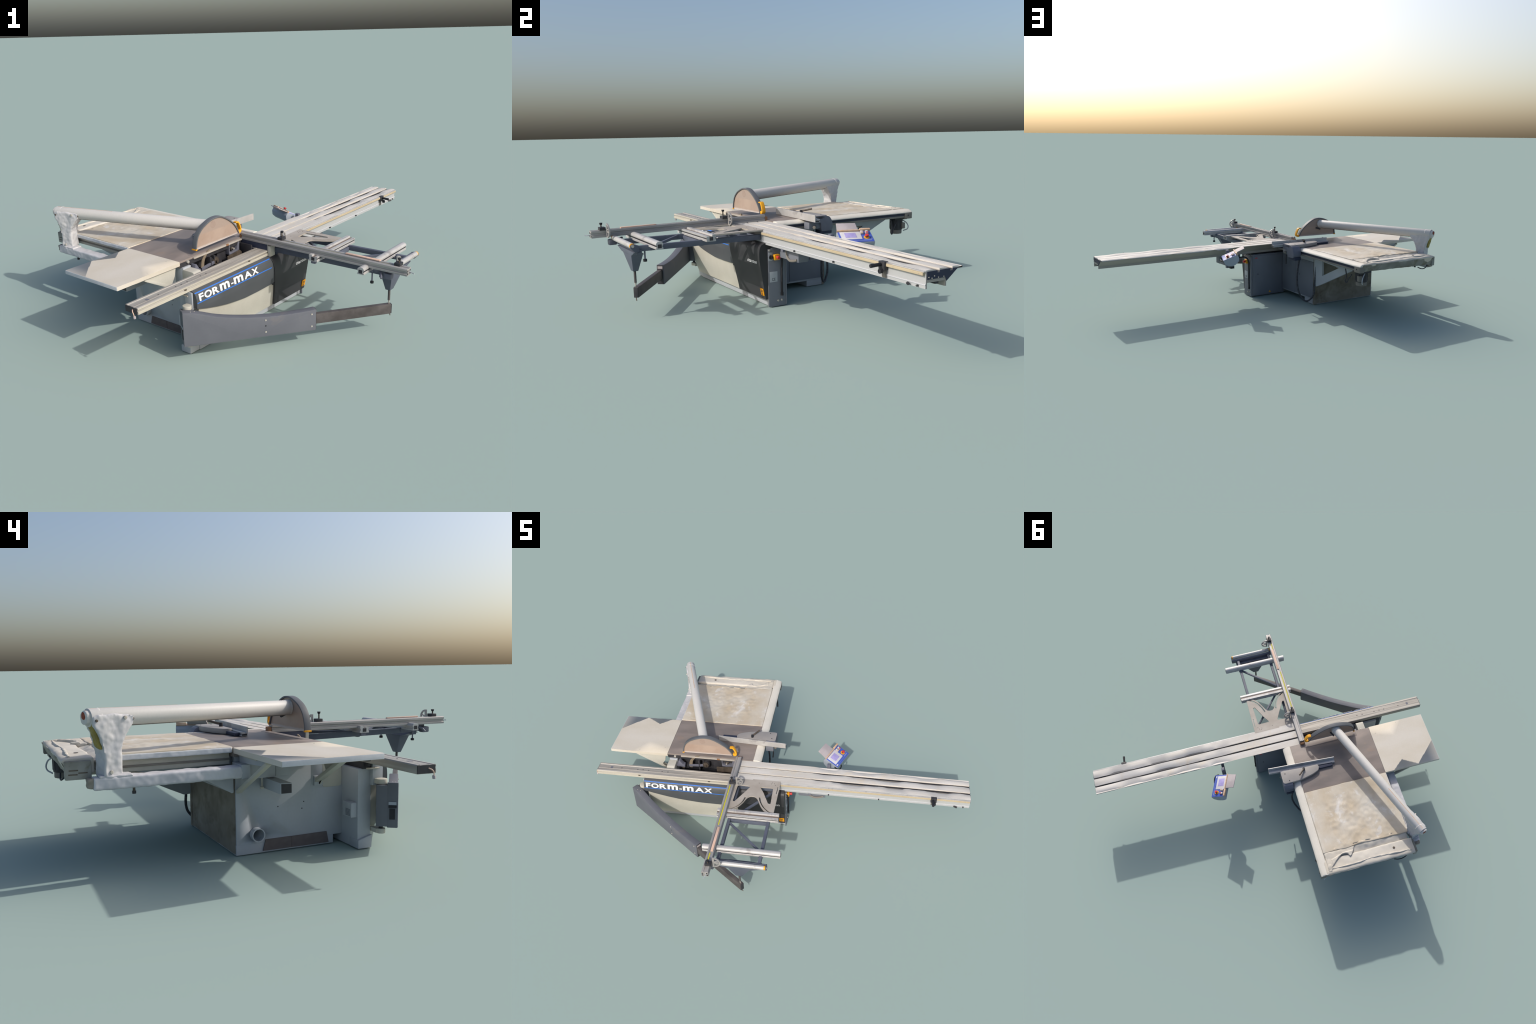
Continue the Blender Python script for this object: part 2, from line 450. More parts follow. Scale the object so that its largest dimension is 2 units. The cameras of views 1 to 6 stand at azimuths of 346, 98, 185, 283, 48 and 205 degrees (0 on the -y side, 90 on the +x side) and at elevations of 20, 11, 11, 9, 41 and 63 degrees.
def shield(name, l0, l1, ztop, lower, out, depth, material, bev=True, nl=40, nz=26, left=None):
    """Curved cover following COVER; its lower edge is the curve lower(l)."""
    bm = bmesh.new()
    front, back = [], []
    for i in range(nl + 1):
        t = i / nl
        rowf, rowb = [], []
        for j in range(nz + 1):
            l = l0 + (l1 - l0) * t
            zb = lower(l)
            z = ztop + (zb - ztop) * j / nz
            if left:
                l = left(z) + (l1 - left(z)) * t
                z = ztop + (lower(l) - ztop) * j / nz
            w = cover_w(z) - out
            rowf.append(bm.verts.new((l, w, z)))
            rowb.append(bm.verts.new((l, max(w + depth, -0.085) if depth > .01 else w + depth, z)))
        front.append(rowf)
        back.append(rowb)
    for i in range(nl):
        for j in range(nz):
            bm.faces.new((front[i][j], front[i + 1][j], front[i + 1][j + 1], front[i][j + 1]))
            bm.faces.new((back[i][j], back[i][j + 1], back[i + 1][j + 1], back[i + 1][j]))
    for i in range(nl):
        bm.faces.new((front[i][0], back[i][0], back[i + 1][0], front[i + 1][0]))
        bm.faces.new((front[i][nz], front[i + 1][nz], back[i + 1][nz], back[i][nz]))
    for j in range(nz):
        bm.faces.new((front[0][j], front[0][j + 1], back[0][j + 1], back[0][j]))
        bm.faces.new((front[nl][j], back[nl][j], back[nl][j + 1], front[nl][j + 1]))
    return from_bm(name, bm, material, cab, 40)

def dark_edge(l):
    pts = [(-0.66, 0.226), (-0.597, 0.206), (-0.531, 0.189), (-0.462, 0.174), (-0.389, 0.164), (-0.333, 0.158), (-0.235, 0.157), (-0.10, 0.160)]
    for (a, za), (b, zb) in zip(pts, pts[1:]):
        if l <= b:
            return za + (zb - za) * (l - a) / (b - a)
    return pts[-1][1]

split = lambda z: -0.098 - 0.05 * (z / 0.30) ** 1.6       # leaning joint of the two covers

def white_low(l):                                           # lower corner is cut away at the hinge end
    return 0.032 + 0.06 * max(0, (-0.60 - l) / 0.045) ** 1.5

shield("pale_cover", -0.640, -0.10, 0.262, white_low, -0.006, 0.05, CREAM)
shield("logo_shield", -0.657, -0.105, 0.298, dark_edge, 0.0012, 0.03, PANEL)
shield("end_shield", -0.10, 0.160, 0.299, lambda l: 0.037, 0.0045, 0.05, BLACKP, left=split)
box("base_rail", -0.60, 0.1580, -0.0875, -0.075, 0.0, 0.030, GREY, cab)
box("shield_seam", -0.128, -0.109, -0.1305, -0.118, 0.150, 0.166, BLACK, cab)
box("cover_catch", -0.187, -0.165, -0.1185, -0.11, 0.138, 0.144, MUD, cab)

def stripe(name, za, zb):
    shield(name, -0.655, -0.15, za, lambda l: zb, 0.0018, 0.002, BLUELINE, nl=24, nz=2)

stripe("blue_stripe", 0.2898, 0.2868)
stripe("blue_stripe", 0.2495, 0.2455)
# lettering on the shield
slant_up = Vector((0, 0.007, 0.033))
def word(body, l0, l1, h, base=0.2545, bold=0.012):
    text("shield_lettering", body, h, (l0, -0.1428, base), L, slant_up, WHITE, cab, width=l1 - l0, depth=0.0016, bold=bold)

word("F", -0.643, -0.616, 0.0300, bold=0.03)
word("O", -0.611, -0.567, 0.0300, bold=0.03)
word("R", -0.562, -0.521, 0.0295, bold=0.03)
word("m", -0.514, -0.453, 0.0300, bold=0.03)
word("-", -0.444, -0.429, 0.0055, base=0.262)
word("m", -0.423, -0.361, 0.0300, bold=0.03)
word("A", -0.352, -0.300, 0.0295, bold=0.03)
word("X", -0.299, -0.252, 0.0295, bold=0.03)
text("maker_lettering", "chambon", 0.0155, (0.046, -0.1427, 0.2015), L, (0, 0.004, 0.03), WHITE, cab, width=0.088, depth=0.0012, bold=0.0)
ob = frame_prism("orange_badge", [(0.128, 0.054), (0.157, 0.054), (0.157, 0.087), (0.128, 0.087)], (0, -0.1062, 0), L, Vector((0, -0.2, 1)), W, -0.0018, 0.0005, ORANGE, cab)
text("badge_mark", "H", 0.013, (0.137, -0.1222, 0.069), L, (0, -0.2, 1), BLACKP, cab, width=0.012, depth=0.0008, bold=0.02)
text("badge_mark", "A", 0.010, (0.138, -0.1197, 0.0565), L, (0, -0.2, 1), BLACKP, cab, width=0.010, depth=0.0008)
# hinge end of the housing
box("end_grille", -0.640, -0.586, -0.034, -0.010, 0.106, 0.157, GREY, cab, bev=0.004)
g0 = box("grille_slat", -0.634, -0.606, -0.0102, -0.0088, 0.112, 0.114, CABGREY, cab, bev=0.0005)
for i in range(1, 6):
    copy_of(g0, (0, 0, 0.0042 * i))
box("slide_bearing", -0.655, -0.50, -0.090, -0.045, 0.271, 0.2945, DARK, cab)
cyl("bearing_rod", (-0.668, -0.05, 0.274), (-0.668, -0.10, 0.274), 0.003, BOLTM, cab)
cyl("bearing_roller", (-0.660, -0.052, 0.286), (-0.660, -0.066, 0.286), 0.007, DARK, cab)
box("bearing_block", -0.30, 0.15, -0.095, -0.045, 0.268, 0.2945, DARK, cab)
box("hinge_plate", -0.663, -0.644, -0.118, -0.078, 0.215, 0.290, GREY, cab)
cyl("hinge_knuckle", (-0.678, -0.103, 0.222), (-0.678, -0.103, 0.239), 0.019, CREAM, cab, bev=0.002)
cyl("hinge_knuckle", (-0.678, -0.103, 0.054), (-0.678, -0.103, 0.071), 0.015, CREAM, cab, bev=0.002)
box("hinge_lug", -0.680, -0.640, -0.112, -0.085, 0.055, 0.070, CREAM, cab)
box("hinge_lug", -0.680, -0.640, -0.112, -0.085, 0.2225, 0.2385, CREAM, cab)
cyl("hinge_pin", (-0.678, -0.103, 0.06), (-0.678, -0.103, 0.23), 0.007, DARK, cab)
prism("front_foot", [(-0.083, 0.0), (-0.03, 0.0), (-0.03, 0.03), (-0.085, 0.045), (-0.085, 0.03)], "l", -0.655, -0.60, GREY, cab, bev=0.003)

# machinery visible beside the saw blade
mech = box("blade_recess", -0.50, -0.076, 0.086, 0.0905, 0.205, 0.3285, DARK, cab)
box("recess_floor", -0.50, -0.10, -0.034, 0.082, 0.228, 0.242, BLACK, mech)
box("recess_wall", -0.545, -0.498, 0.04, 0.09, 0.20, 0.3285, GREY, mech)
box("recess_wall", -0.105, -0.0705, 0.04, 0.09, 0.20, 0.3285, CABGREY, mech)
box("blade_housing", -0.29, -0.15, 0.070, 0.085, 0.25, 0.328, DARK, mech)
for k in range(7):
    cl = -0.47 + 0.05 * k
    lump = box("recess_lump", cl, cl + random.uniform(0.03, 0.05), -0.033, random.uniform(-0.005, 0.025), 0.236, random.uniform(0.256, 0.276), random.choice((DARK, BLACK, NAVY)), mech, bev=0.004)
    rough(lump, 0.003, 0.003, 40, k)
box("recess_rib", -0.372, -0.364, 0.038, 0.081, 0.25, 0.3285, DARK, mech)
box("recess_rib", -0.345, -0.339, 0.040, 0.081, 0.30, 0.3285, DARK, mech)
cyl("arbor_flange", (-0.330, 0.082, 0.299), (-0.330, 0.048, 0.299), 0.022, DARK, mech, bev=0.002, seg=28)
cyl("arbor_flange", (-0.330, 0.050, 0.299), (-0.330, 0.040, 0.299), 0.0185, MUD, mech, bev=0.003, seg=28)
cyl("arbor_nut", (-0.330, 0.041, 0.299), (-0.330, 0.031, 0.299), 0.007, MUD, mech, seg=6)
cyl("scoring_arbor", (-0.203, 0.072, 0.321), (-0.203, 0.052, 0.321), 0.011, MUD, mech, bev=0.002)
cyl("arbor_nut", (-0.203, 0.053, 0.321), (-0.203, 0.040, 0.321), 0.0045, BOLTM, mech, seg=6)
cyl("scoring_pivot", (-0.185, 0.070, 0.335), (-0.185, 0.054, 0.335), 0.006, BOLTM, mech)
prism("scoring_frame", [(-0.232, 0.345), (-0.228, 0.345), (-0.228, 0.312), (-0.215, 0.303), (-0.176, 0.309), (-0.166, 0.345), (-0.156, 0.345), (-0.158, 0.300), (-0.170, 0.292), (-0.232, 0.297)], "w", 0.046, 0.078, SLATEB, mech, bev=0.001)
prism("guard_sheet", [(-0.262, 0.262), (-0.262, 0.300), (-0.172, 0.308), (-0.158, 0.296), (-0.158, 0.262)], "w", 0.031, 0.035, MUD, mech)
bar("riving_carrier", (-0.43, 0.042, 0.287), (-0.345, 0.042, 0.296), 0.008, 0.014, SLATEB, mech)
knife = smooth_path([(-0.430, 0.272), (-0.429, 0.300), (-0.421, 0.325), (-0.404, 0.346), (-0.378, 0.362), (-0.362, 0.366)])
knife_in = smooth_path([(-0.372, 0.353), (-0.388, 0.345), (-0.401, 0.330), (-0.408, 0.312), (-0.411, 0.29), (-0.413, 0.272)])
prism("riving_knife", knife + knife_in, "w", 0.043, 0.0475, mat("worn_knife_steel", (146, 134, 116), (126, 114, 98), (30, 30, 30), rough=0.45, metal=0.15), mech)
prism("swarf_lever", [(-0.505, 0.300), (-0.490, 0.312), (-0.487, 0.330), (-0.478, 0.330), (-0.462, 0.305), (-0.452, 0.300), (-0.45, 0.285), (-0.505, 0.29)], "w", 0.022, 0.050, SLATEB, mech, bev=0.003)
for k in range(9):                                          # hoses, nuts and castings crowding the recess
    cl = random.choice((random.uniform(-0.48, -0.40), random.uniform(-0.29, -0.16)))
    ch = random.uniform(0.250, 0.300)
    if k % 3 == 0:
        cyl("recess_nut", (cl, 0.080, ch), (cl, 0.050, ch), random.uniform(0.006, 0.011), MUD, mech, seg=6, bev=0.001)
    elif k % 3 == 1:
        box("recess_casting", cl, cl + 0.03, 0.050, 0.081, ch - 0.02, ch, DARK, mech, bev=0.003)
    else:
        tube_curve("recess_hose", [(cl, 0.078, ch + 0.02), (cl + 0.012, 0.052, ch), (cl + 0.035, 0.046, ch - 0.018), (cl + 0.05, 0.06, 0.24)], 0.0038, BLACK, mech)
box("recess_bracket", -0.150, -0.135, -0.02, 0.05, 0.255, 0.335, DARK, mech)
leg = prism("slide_pedestal", rounded([(-0.03, 0.20), (-0.03, 0.305), (-0.018, 0.321), (0.046, 0.3215), (0.046, 0.20)], 0.012), "l", -0.5465, -0.500, CREAM, cab, bev=0.002)
box("slide_pedestal_foot", -0.543, -0.500, -0.036, 0.04, 0.20, 0.262, GREY, cab)

# bracket housing and brackets under the end extension
box("motor_hatch", -0.604, -0.544, 0.250, 0.345, 0.262, 0.334, GREY, cab)
box("motor_hatch_cover", -0.560, -0.544, 0.175, 0.228, 0.256, 0.330, GREY, cab)
prism("square_outlet", [(0.240, 0.224), (0.280, 0.224), (0.280, 0.259), (0.240, 0.257)], "l", -0.70, -0.545, GREY, cab, bev=0.001)
prism("square_outlet_mouth", [(0.2425, 0.2265), (0.2775, 0.2265), (0.2775, 0.2565), (0.2425, 0.2545)], "l", -0.7008, -0.695, DARK, cab)
cyl("tie_rod", (-0.590, 0.268, 0.335), (-0.590, 0.268, 0.22), 0.003, BOLTM, cab)
cyl("tie_rod", (-0.590, 0.292, 0.335), (-0.590, 0.292, 0.225), 0.003, BOLTM, cab)
cyl("tie_nut", (-0.590, 0.268, 0.228), (-0.590, 0.268, 0.221), 0.007, BOLTM, cab, seg=6)
cyl("tie_nut", (-0.590, 0.292, 0.232), (-0.590, 0.292, 0.225), 0.007, BOLTM, cab, seg=6)
bar("extension_bracket", (-0.552, 0.358, 0.214), (-0.768, 0.350, 0.334), 0.018, 0.010, CREAM, cab)
frame_prism("extension_gusset", [(-0.765, 0.341), (-0.560, 0.341), (-0.560, 0.31), (-0.74, 0.322)], (0, 0.346, 0), L, Z, W, 0, 0.010, GREY, cab)
frame_prism("extension_gusset", [(-0.756, 0.338), (-0.572, 0.338), (-0.580, 0.30), (-0.600, 0.268), (-0.56, 0.215), (-0.55, 0.215), (-0.55, 0.24), (-0.625, 0.262)], (0, 0.058, 0), L, Z, W, 0, 0.006, CREAM, cab)
bar("extension_bracket", (-0.550, 0.068, 0.226), (-0.750, 0.068, 0.336), 0.026, 0.012, CREAM, cab)
box("bracket_foot", -0.556, -0.544, 0.050, 0.082, 0.21, 0.243, GREY, cab)

# ------------------------------------------------------------------ saw table and its side table
tab = box("saw_table", -0.556, -0.046, 0.050, 0.376, 0.329, 0.3585, IRON, bev=0.001)
box("table_lip", -0.474, -0.120, 0.040, 0.051, 0.348, 0.3555, PLATE, tab)
box("table_front_edge", -0.5555, -0.0465, 0.0488, 0.0505, 0.3292, 0.3500, DARK, tab, bev=0)
box("rust_patch", -0.258, -0.240, 0.0394, 0.045, 0.3478, 0.3560, WOODB, tab, bev=0.0008)
cyl("table_screw", (-0.510, 0.051, 0.347), (-0.510, 0.040, 0.347), 0.0068, BOLTM, tab, bev=0.001)
box("zero_plate", -0.47, -0.13, 0.0515, 0.085, 0.357, 0.3592, IRON, tab, bev=0.0003)

side = box("side_table", -0.556, -0.046, 0.376, 0.776, 0.343, 0.3615, WORN, bev=0.002)
me = side.data
rough(side, 0.0042, 0.0009, 17, 5)
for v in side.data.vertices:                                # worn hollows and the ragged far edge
    if v.co.z > 0.352:
        v.co.z += 0.003 * (v.co.y - 0.376) / 0.4
        k = max(0, min(1, (v.co.y - 0.40) / 0.1)) * max(0, min(1, (v.co.x + 0.52) / .08)) * max(0, min(1, (-0.10 - v.co.x) / .06))
        v.co.z += 0.0034 * k * noise.noise(Vector((v.co.x * 26, v.co.y * 14, 3)))
        v.co.z += 0.0016 * k * noise.noise(Vector((v.co.x * 50, v.co.y * 42, 8)))
    if v.co.y > 0.760:
        v.co.y += 0.014 * noise.noise(Vector((v.co.x * 9, 2, 0))) - 0.004
e = box("side_table_edge", -0.5585, -0.5520, 0.378, 0.782, 0.3425, 0.3600, EDGE, side)
rough(e, 0.0028, 0.0012, 40, 2)
# sunken strip, torn flap and the end beam
s2 = prism("sunken_strip", [(0.755, 0.338), (0.755, 0.3585), (0.776, 0.3580), (0.812, 0.3455), (0.825, 0.3455), (0.825, 0.338)], "l", -0.545, -0.046, BEIGE, side)
rough(s2, 0.004, 0.0045, 17, 9)
beam = prism("end_beam", rounded([(0.808, 0.314), (0.808, 0.3590), (0.890, 0.3605), (0.902, 0.353), (0.876, 0.308)], 0.006), "l", -0.560, -0.03, BEIGE, side)
rough(beam, 0.0042, 0.0036, 15, 4)
sheet_end = frame_prism("end_sheet", [(-0.558, 0.300), (-0.02, 0.314), (-0.02, 0.354), (-0.30, 0.352), (-0.558, 0.350)], (0, 0.994 - 0.0, 0), L, Vector((0, 0.45, 1)), W, -0.256, -0.2510, ENDP, side)
rough(sheet_end, 0.004, 0.003, 13, 11)
flap = prism("torn_flap", smooth_path([(-0.228, 0.772), (-0.222, 0.786), (-0.205, 0.815), (-0.190, 0.825), (-0.178, 0.806), (-0.15, 0.802), (-0.12, 0.820), (-0.094, 0.843), (-0.072, 0.862)], 5) + [(-0.052, 0.872), (-0.050, 0.772)],
             "z", 0.350, 0.3630, BEIGE, side)
rough(flap, 0.0028, 0.0022, 26, 6)
for v in flap.data.vertices:                                # its torn edge curls up
    if v.co.z > 0.356 and v.co.x < -0.08 and v.co.y > 0.795 + 0.3 * max(0, v.co.x + 0.16):
        v.co.z += 0.004
crease = prism("end_crease", smooth_path([(-0.54, 0.880), (-0.42, 0.874), (-0.30, 0.868), (-0.20, 0.876), (-0.06, 0.872), (-0.06, 0.866), (-0.20, 0.869), (-0.31, 0.860), (-0.43, 0.866), (-0.54, 0.872)], 4), "z", 0.352, 0.3635, BEIGE, side)
rough(crease, 0.003, 0.0028, 24, 16)
knob_hole = cyl("end_hole", (-0.445, 0.842, 0.3585), (-0.445, 0.842, 0.3612), 0.007, MUD, side)
flap2 = box("torn_flap", -0.069, -0.048, 0.80, 0.885, 0.35, 0.3635, BEIGE, side)
rough(flap2, 0.003, 0.003, 28, 8)
box("end_beam_cap", -0.573, -0.552, 0.818, 0.893, 0.298, 0.352, ENDP, side, bev=0.004)
sl = box("cap_slot", -0.5740, -0.5725, 0.858, 0.884, 0.312, 0.3155, MUD, side, bev=0.0006)
copy_of(sl, (0, -0.028, 0.004))
copy_of(sl, (0, -0.002, 0.012))
tube_curve("cap_cable", [(-0.52, 0.885, 0.305), (-0.50, 0.892, 0.292), (-0.47, 0.894, 0.288), (-0.44, 0.89, 0.300)], 0.0028, BLACK, side)
# pale cover strip along the fence rail, the rail itself and the cross beams
strip = prism("rail_cover", rounded([(-0.047, 0.336), (-0.047, 0.3590), (-0.024, 0.3588), (-0.006, 0.353), (0.002, 0.344), (0.002, 0.3415)], 0.006), "w", 0.050, 0.896, STRIPW, side)
rough(strip, 0.0032, 0.0010, 14, 12, 50)
rail = box("fence_rail", -0.026, -0.001, 0.052, 0.850, 0.328, 0.3425, NAVY, side, bev=0.001)
box("fence_rail_foot", -0.030, -0.002, 0.052, 0.846, 0.317, 0.3275, RAILG, side, bev=0.001)
box("fence_rail_groove", -0.003, 0.0005, 0.052, 0.848, 0.3335, 0.3365, BLACK, side, bev=0)
box("rail_end_cap", -0.030, 0.002, 0.846, 0.897, 0.310, 0.345, RAILG, side, bev=0.004)
cyl("cap_screw", (0.001, 0.868, 0.329), (0.0035, 0.868, 0.329), 0.004, DARK, side)
box("cross_beam", -0.535, -0.468, 0.38, 0.83, 0.304, 0.344, CREAM, side)
box("cross_beam_rib", -0.539, -0.534, 0.38, 0.83, 0.318, 0.324, RAILG, side, bev=0.0005)
box("cross_beam", -0.10, -0.03, 0.38, 0.83, 0.322, 0.344, DIRTY, side)
box("under_sheet", -0.47, -0.05, 0.378, 0.83, 0.336, 0.3435, DIRTY, side)
prism("table_gusset", [(0.366, 0.30), (0.366, 0.338), (0.52, 0.338), (0.52, 0.306), (0.46, 0.30)], "l", -0.515, -0.505, GREY, side)
sheet("table_bracket", [[(0.368, 0.318), (0.80, 0.318), (0.742, 0.291), (0.455, 0.152), (0.398, 0.126), (0.368, 0.126)],
                        [(0.447, 0.294), (0.620, 0.284), (0.452, 0.203)]], 0.014,
      frame_matrix(Vector((-0.078, 0, 0)), W, Z, L), GREY, side, bev=0.0)
prism("table_bracket", [(0.366, 0.268), (0.366, 0.210), (0.374, 0.208), (0.50, 0.268), (0.70, 0.304), (0.70, 0.318), (0.366, 0.318)], "l", -0.512, -0.500, GREY, side, bev=0.001)
prism("bracket_wing", [(0.575, 0.278), (0.595, 0.300), (0.745, 0.310), (0.735, 0.296), (0.67, 0.265)], "l", -0.40, -0.08, DIRTY, side)
mot = cyl("rail_motor", (-0.060, 0.838, 0.312), (-0.060, 0.838, 0.248), 0.034, DARK, side, seg=24, bev=0.003)
cyl("motor_cap", (-0.060, 0.838, 0.250), (-0.060, 0.838, 0.226), 0.031, RAILG, mot, r2=0.031, bev=0.005)
box("motor_terminal", -0.040, -0.020, 0.848, 0.868, 0.255, 0.287, RAILG, mot)
box("motor_mount", -0.092, -0.025, 0.80, 0.885, 0.304, 0.322, DARK, mot)
f0 = box("motor_fin", -0.0955, -0.0245, 0.8364, 0.8396, 0.256, 0.300, DARK, mot, bev=0.0005)
for i in range(1, 6):
    c = copy_of(f0, Vector((-0.060, 0.838, 0)) - Matrix.Rotation(i * math.pi / 6, 3, "Z") @ Vector((-0.060, 0.838, 0)), (0, 0, i * math.pi / 6))
tube_curve("motor_cable", [(-0.01, 0.756, 0.312), (-0.01, 0.766, 0.275), (-0.01, 0.765, 0.234), (-0.014, 0.778, 0.255), (-0.02, 0.800, 0.285)], 0.0035, DARK, mot)
tube_curve("motor_cable", [(-0.055, 0.872, 0.30), (-0.028, 0.888, 0.28), (-0.022, 0.89, 0.255), (-0.04, 0.872, 0.24)], 0.003, GREY, mot)

# ------------------------------------------------------------------ end extension table
def ext_drop(l, w):
    """Rim triangles of the flat extension top where dark and bright shading is drawn."""
    def tri_fall(ax, ay, bx, by, sgn, slope):
        n = Vector((by - ay, ax - bx, 0)).normalized() * sgn
        return max(0.0, (Vector((l - ax, w - ay, 0)).dot(n))) * slope
    d = tri_fall(-0.902, 0.240, -0.769, 0.374, -1, 0.11)
    d += min(tri_fall(-0.769, 0.373, -0.681, 0.318, -1, 0.14), tri_fall(-0.681, 0.318, -0.606, 0.380, -1, 0.14))
    d += min(tri_fall(-0.774, 0.046, -0.692, 0.148, 1, 0.05), tri_fall(-0.692, 0.148, -0.557, 0.105, 1, 0.05))
    return d

bm = bmesh.new()
NL, NW = 90, 84
l0, l1, w0, w1 = -0.903, -0.557, 0.047, 0.375
top = [[bm.verts.new((l0 + (l1 - l0) * i / NL, w0 + (w1 - w0) * j / NW, 0)) for j in range(NW + 1)] for i in range(NL + 1)]
bot = [[bm.verts.new((v.co.x, v.co.y, 0)) for v in row] for row in top]
for i in range(NL + 1):
    for j in range(NW + 1):
        l, w = top[i][j].co.x, top[i][j].co.y
        zt = 0.3585 + 0.0025 * (-0.556 - l) / 0.346 + 0.0008 * (w / .37)
        rim = min(l - l0, w - w0, w1 - w)
        top[i][j].co.z = zt - 0.12 * ext_drop(l, w) - (0.002 if rim < 0.0015 else 0) + 0.0004 * noise.noise(Vector((l * 20, w * 20, 0)))
        bot[i][j].co.z = zt - 0.0185
for i in range(NL):
    for j in range(NW):
        bm.faces.new((top[i][j], top[i + 1][j], top[i + 1][j + 1], top[i][j + 1]))
        bm.faces.new((bot[i][j], bot[i][j + 1], bot[i + 1][j + 1], bot[i + 1][j]))
for i in range(NL):
    bm.faces.new((top[i][0], bot[i][0], bot[i + 1][0], top[i + 1][0]))
    bm.faces.new((top[i][NW], top[i + 1][NW], bot[i + 1][NW], bot[i][NW]))
for j in range(NW):
    bm.faces.new((top[0][j], top[0][j + 1], bot[0][j + 1], bot[0][j]))
    bm.faces.new((top[NL][j], bot[NL][j], bot[NL][j + 1], top[NL][j + 1]))
ext = from_bm("extension_table", bm, BEIGE, None, 50)
nrm = []
for v in ext.data.vertices:                                 # normals tilted on the flat top to bake in darker and brighter triangles
    n = Vector((0, 0, 1)) if v.co.z > 0.351 else Vector((0, 0, -1))
    l, w = v.co.x, v.co.y
    if v.co.z > 0.351 and ext_drop(l, w) > 1e-6:
        if l < -0.765 and w > 0.2:
            n = Vector((-0.15, 0.75 - 0.4 * max(0, (-0.84 - l) / 0.06), 1))
        elif w > 0.3:
            n = Vector((0.05, 0.75 - 3.2 * abs(l + 0.67) ** 1.2, 1))
        else:
            n = Vector((0.04, -0.5 * min(1, ext_drop(l, w) / 0.003), 1))
    nrm.append(n.normalized())
rim_faces = [p for p in ext.data.polygons if abs(p.normal.z) < 0.5]
rim_loops = {li: p.normal.copy() for p in rim_faces for li in p.loop_indices}
ext.data.normals_split_custom_set([rim_loops.get(lp.index, nrm[lp.vertex_index]) for lp in ext.data.loops])
box("extension_edge", -0.9045, -0.9025, 0.048, 0.374, 0.3435, 0.3590, EDGE, ext, bev=0.0006)
box("extension_batten", -0.80, -0.56, 0.060, 0.090, 0.333, 0.341, CREAM, ext)
box("extension_batten", -0.70, -0.56, 0.33, 0.36, 0.333, 0.342, CREAM, ext)
cyl("extension_foot", (-0.87, 0.085, 0.342), (-0.87, 0.085, 0.336), 0.012, DARK, ext)
bolts("extension_screw", 0.0028, 0.001, [(-0.73, 0.062, 0.3590), (-0.585, 0.10, 0.3585)], Z, BOLTM, ext)

# ------------------------------------------------------------------ sliding table
S0, S1 = -0.137, 1.1625
prof = [(-0.1085, 0.346)]
for a, b in ((-0.1085, -0.0630), (-0.0520, -0.0070), (0.0040, 0.0480)):
    n = 8
    prof += [(a + (b - a) * i / n, 0.3475) for i in range(n + 1)]
    if b < 0.04:
        prof += [(b, 0.3385), (b + 0.011, 0.3385)]
under = [(0.0470, 0.3450), (0.0280, 0.3415), (-0.0215, 0.3035), (-0.0215, 0.2890), (-0.0270, 0.2890), (-0.0270, 0.3085),
         (-0.1035, 0.3085), (-0.1035, 0.2895), (-0.1095, 0.2895), (-0.1095, 0.2990), (-0.1110, 0.3005), (-0.1110, 0.3035), (-0.1085, 0.3050), (-0.1080, 0.3310)]
section = prof + under
bm = bmesh.new()
NS = 240
rings = []
for i in range(NS + 1):
    l = S0 + (S1 - S0) * i / NS
    grow = max(0, min(1, (l - 0.30) / 0.12))
    ringv = []
    for k, (w, z) in enumerate(section):
        if 0 < k < len(prof) and z > 0.345:
            s = 0 if w < -0.0575 else 1 if w < 0 else 2
            mid = (-0.0855, -0.0295, 0.026)[s]
            u = (w - mid) / 0.0225
            q = l * 7 + s * 3.3
            c0 = noise.cell(Vector((math.floor(q), s, 5)))
            c1 = noise.cell(Vector((math.floor(q) + 1, s, 5)))
            f = q - math.floor(q)
            amp = c0 + (c1 - c0) * max(0, min(1, (f - 0.55) / 0.45))
            amp = 0.15 + 1.05 * abs(amp) + 0.25 * max(0, (l - 0.85) / 0.3)
            pat = max(0.0, min(1.0, 1.6 * noise.noise(Vector((l * 8.5 + s * 4.1, s * 7.7, 6))) + 0.45))
            pat = pat * pat * (3 - 2 * pat)
            pillow = grow * amp * (0.0006 - 0.0060 * max(0, u + 0.1) ** 2 - 0.0026 * max(0, -u - 0.2) ** 2)
            tilt = -grow * 0.0046 * pat * (u + 0.35)
            z = z + pillow + tilt
        elif z > 0.345:
            z += grow * 0.0006 * noise.noise(Vector((l * 12, 0, 0)))
        z += 0.0015 + 0.0055 * (1 - (l - S0) / (S1 - S0)) if z > 0.33 else 0
        ringv.append(bm.verts.new((l, w, z)))
    rings.append(ringv)
m = len(section)
for i in range(NS):
    for k in range(m):
        bm.faces.new((rings[i][k], rings[i + 1][k], rings[i + 1][(k + 1) % m], rings[i][(k + 1) % m]))
bm.faces.new(rings[0])
bm.faces.new(rings[-1][::-1])
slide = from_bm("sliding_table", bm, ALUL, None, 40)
for wg in (-0.0575, -0.0015):
    sf = box("slot_floor", S0 + .001, S1 - .001, wg - 0.0052, wg + 0.0052, 0.3375, 0.3391, BLACK, slide, bev=0)
    for v in sf.data.vertices:
        v.co.z += 0.0025 + 0.0055 * (1 - (v.co.x - S0) / (S1 - S0))
prism("end_cover", [(-0.104, 0.3185), (-0.1045, 0.3440), (-0.062, 0.3440), (-0.062, 0.3365), (-0.052, 0.3365), (-0.052, 0.3440), (-0.008, 0.3445), (-0.008, 0.3365), (0.004, 0.3365), (0.004, 0.3445), (0.026, 0.3425), (-0.022, 0.3055), (-0.027, 0.3185)], "l", S1 - .0005, S1 + 0.0020, NAVY, slide)
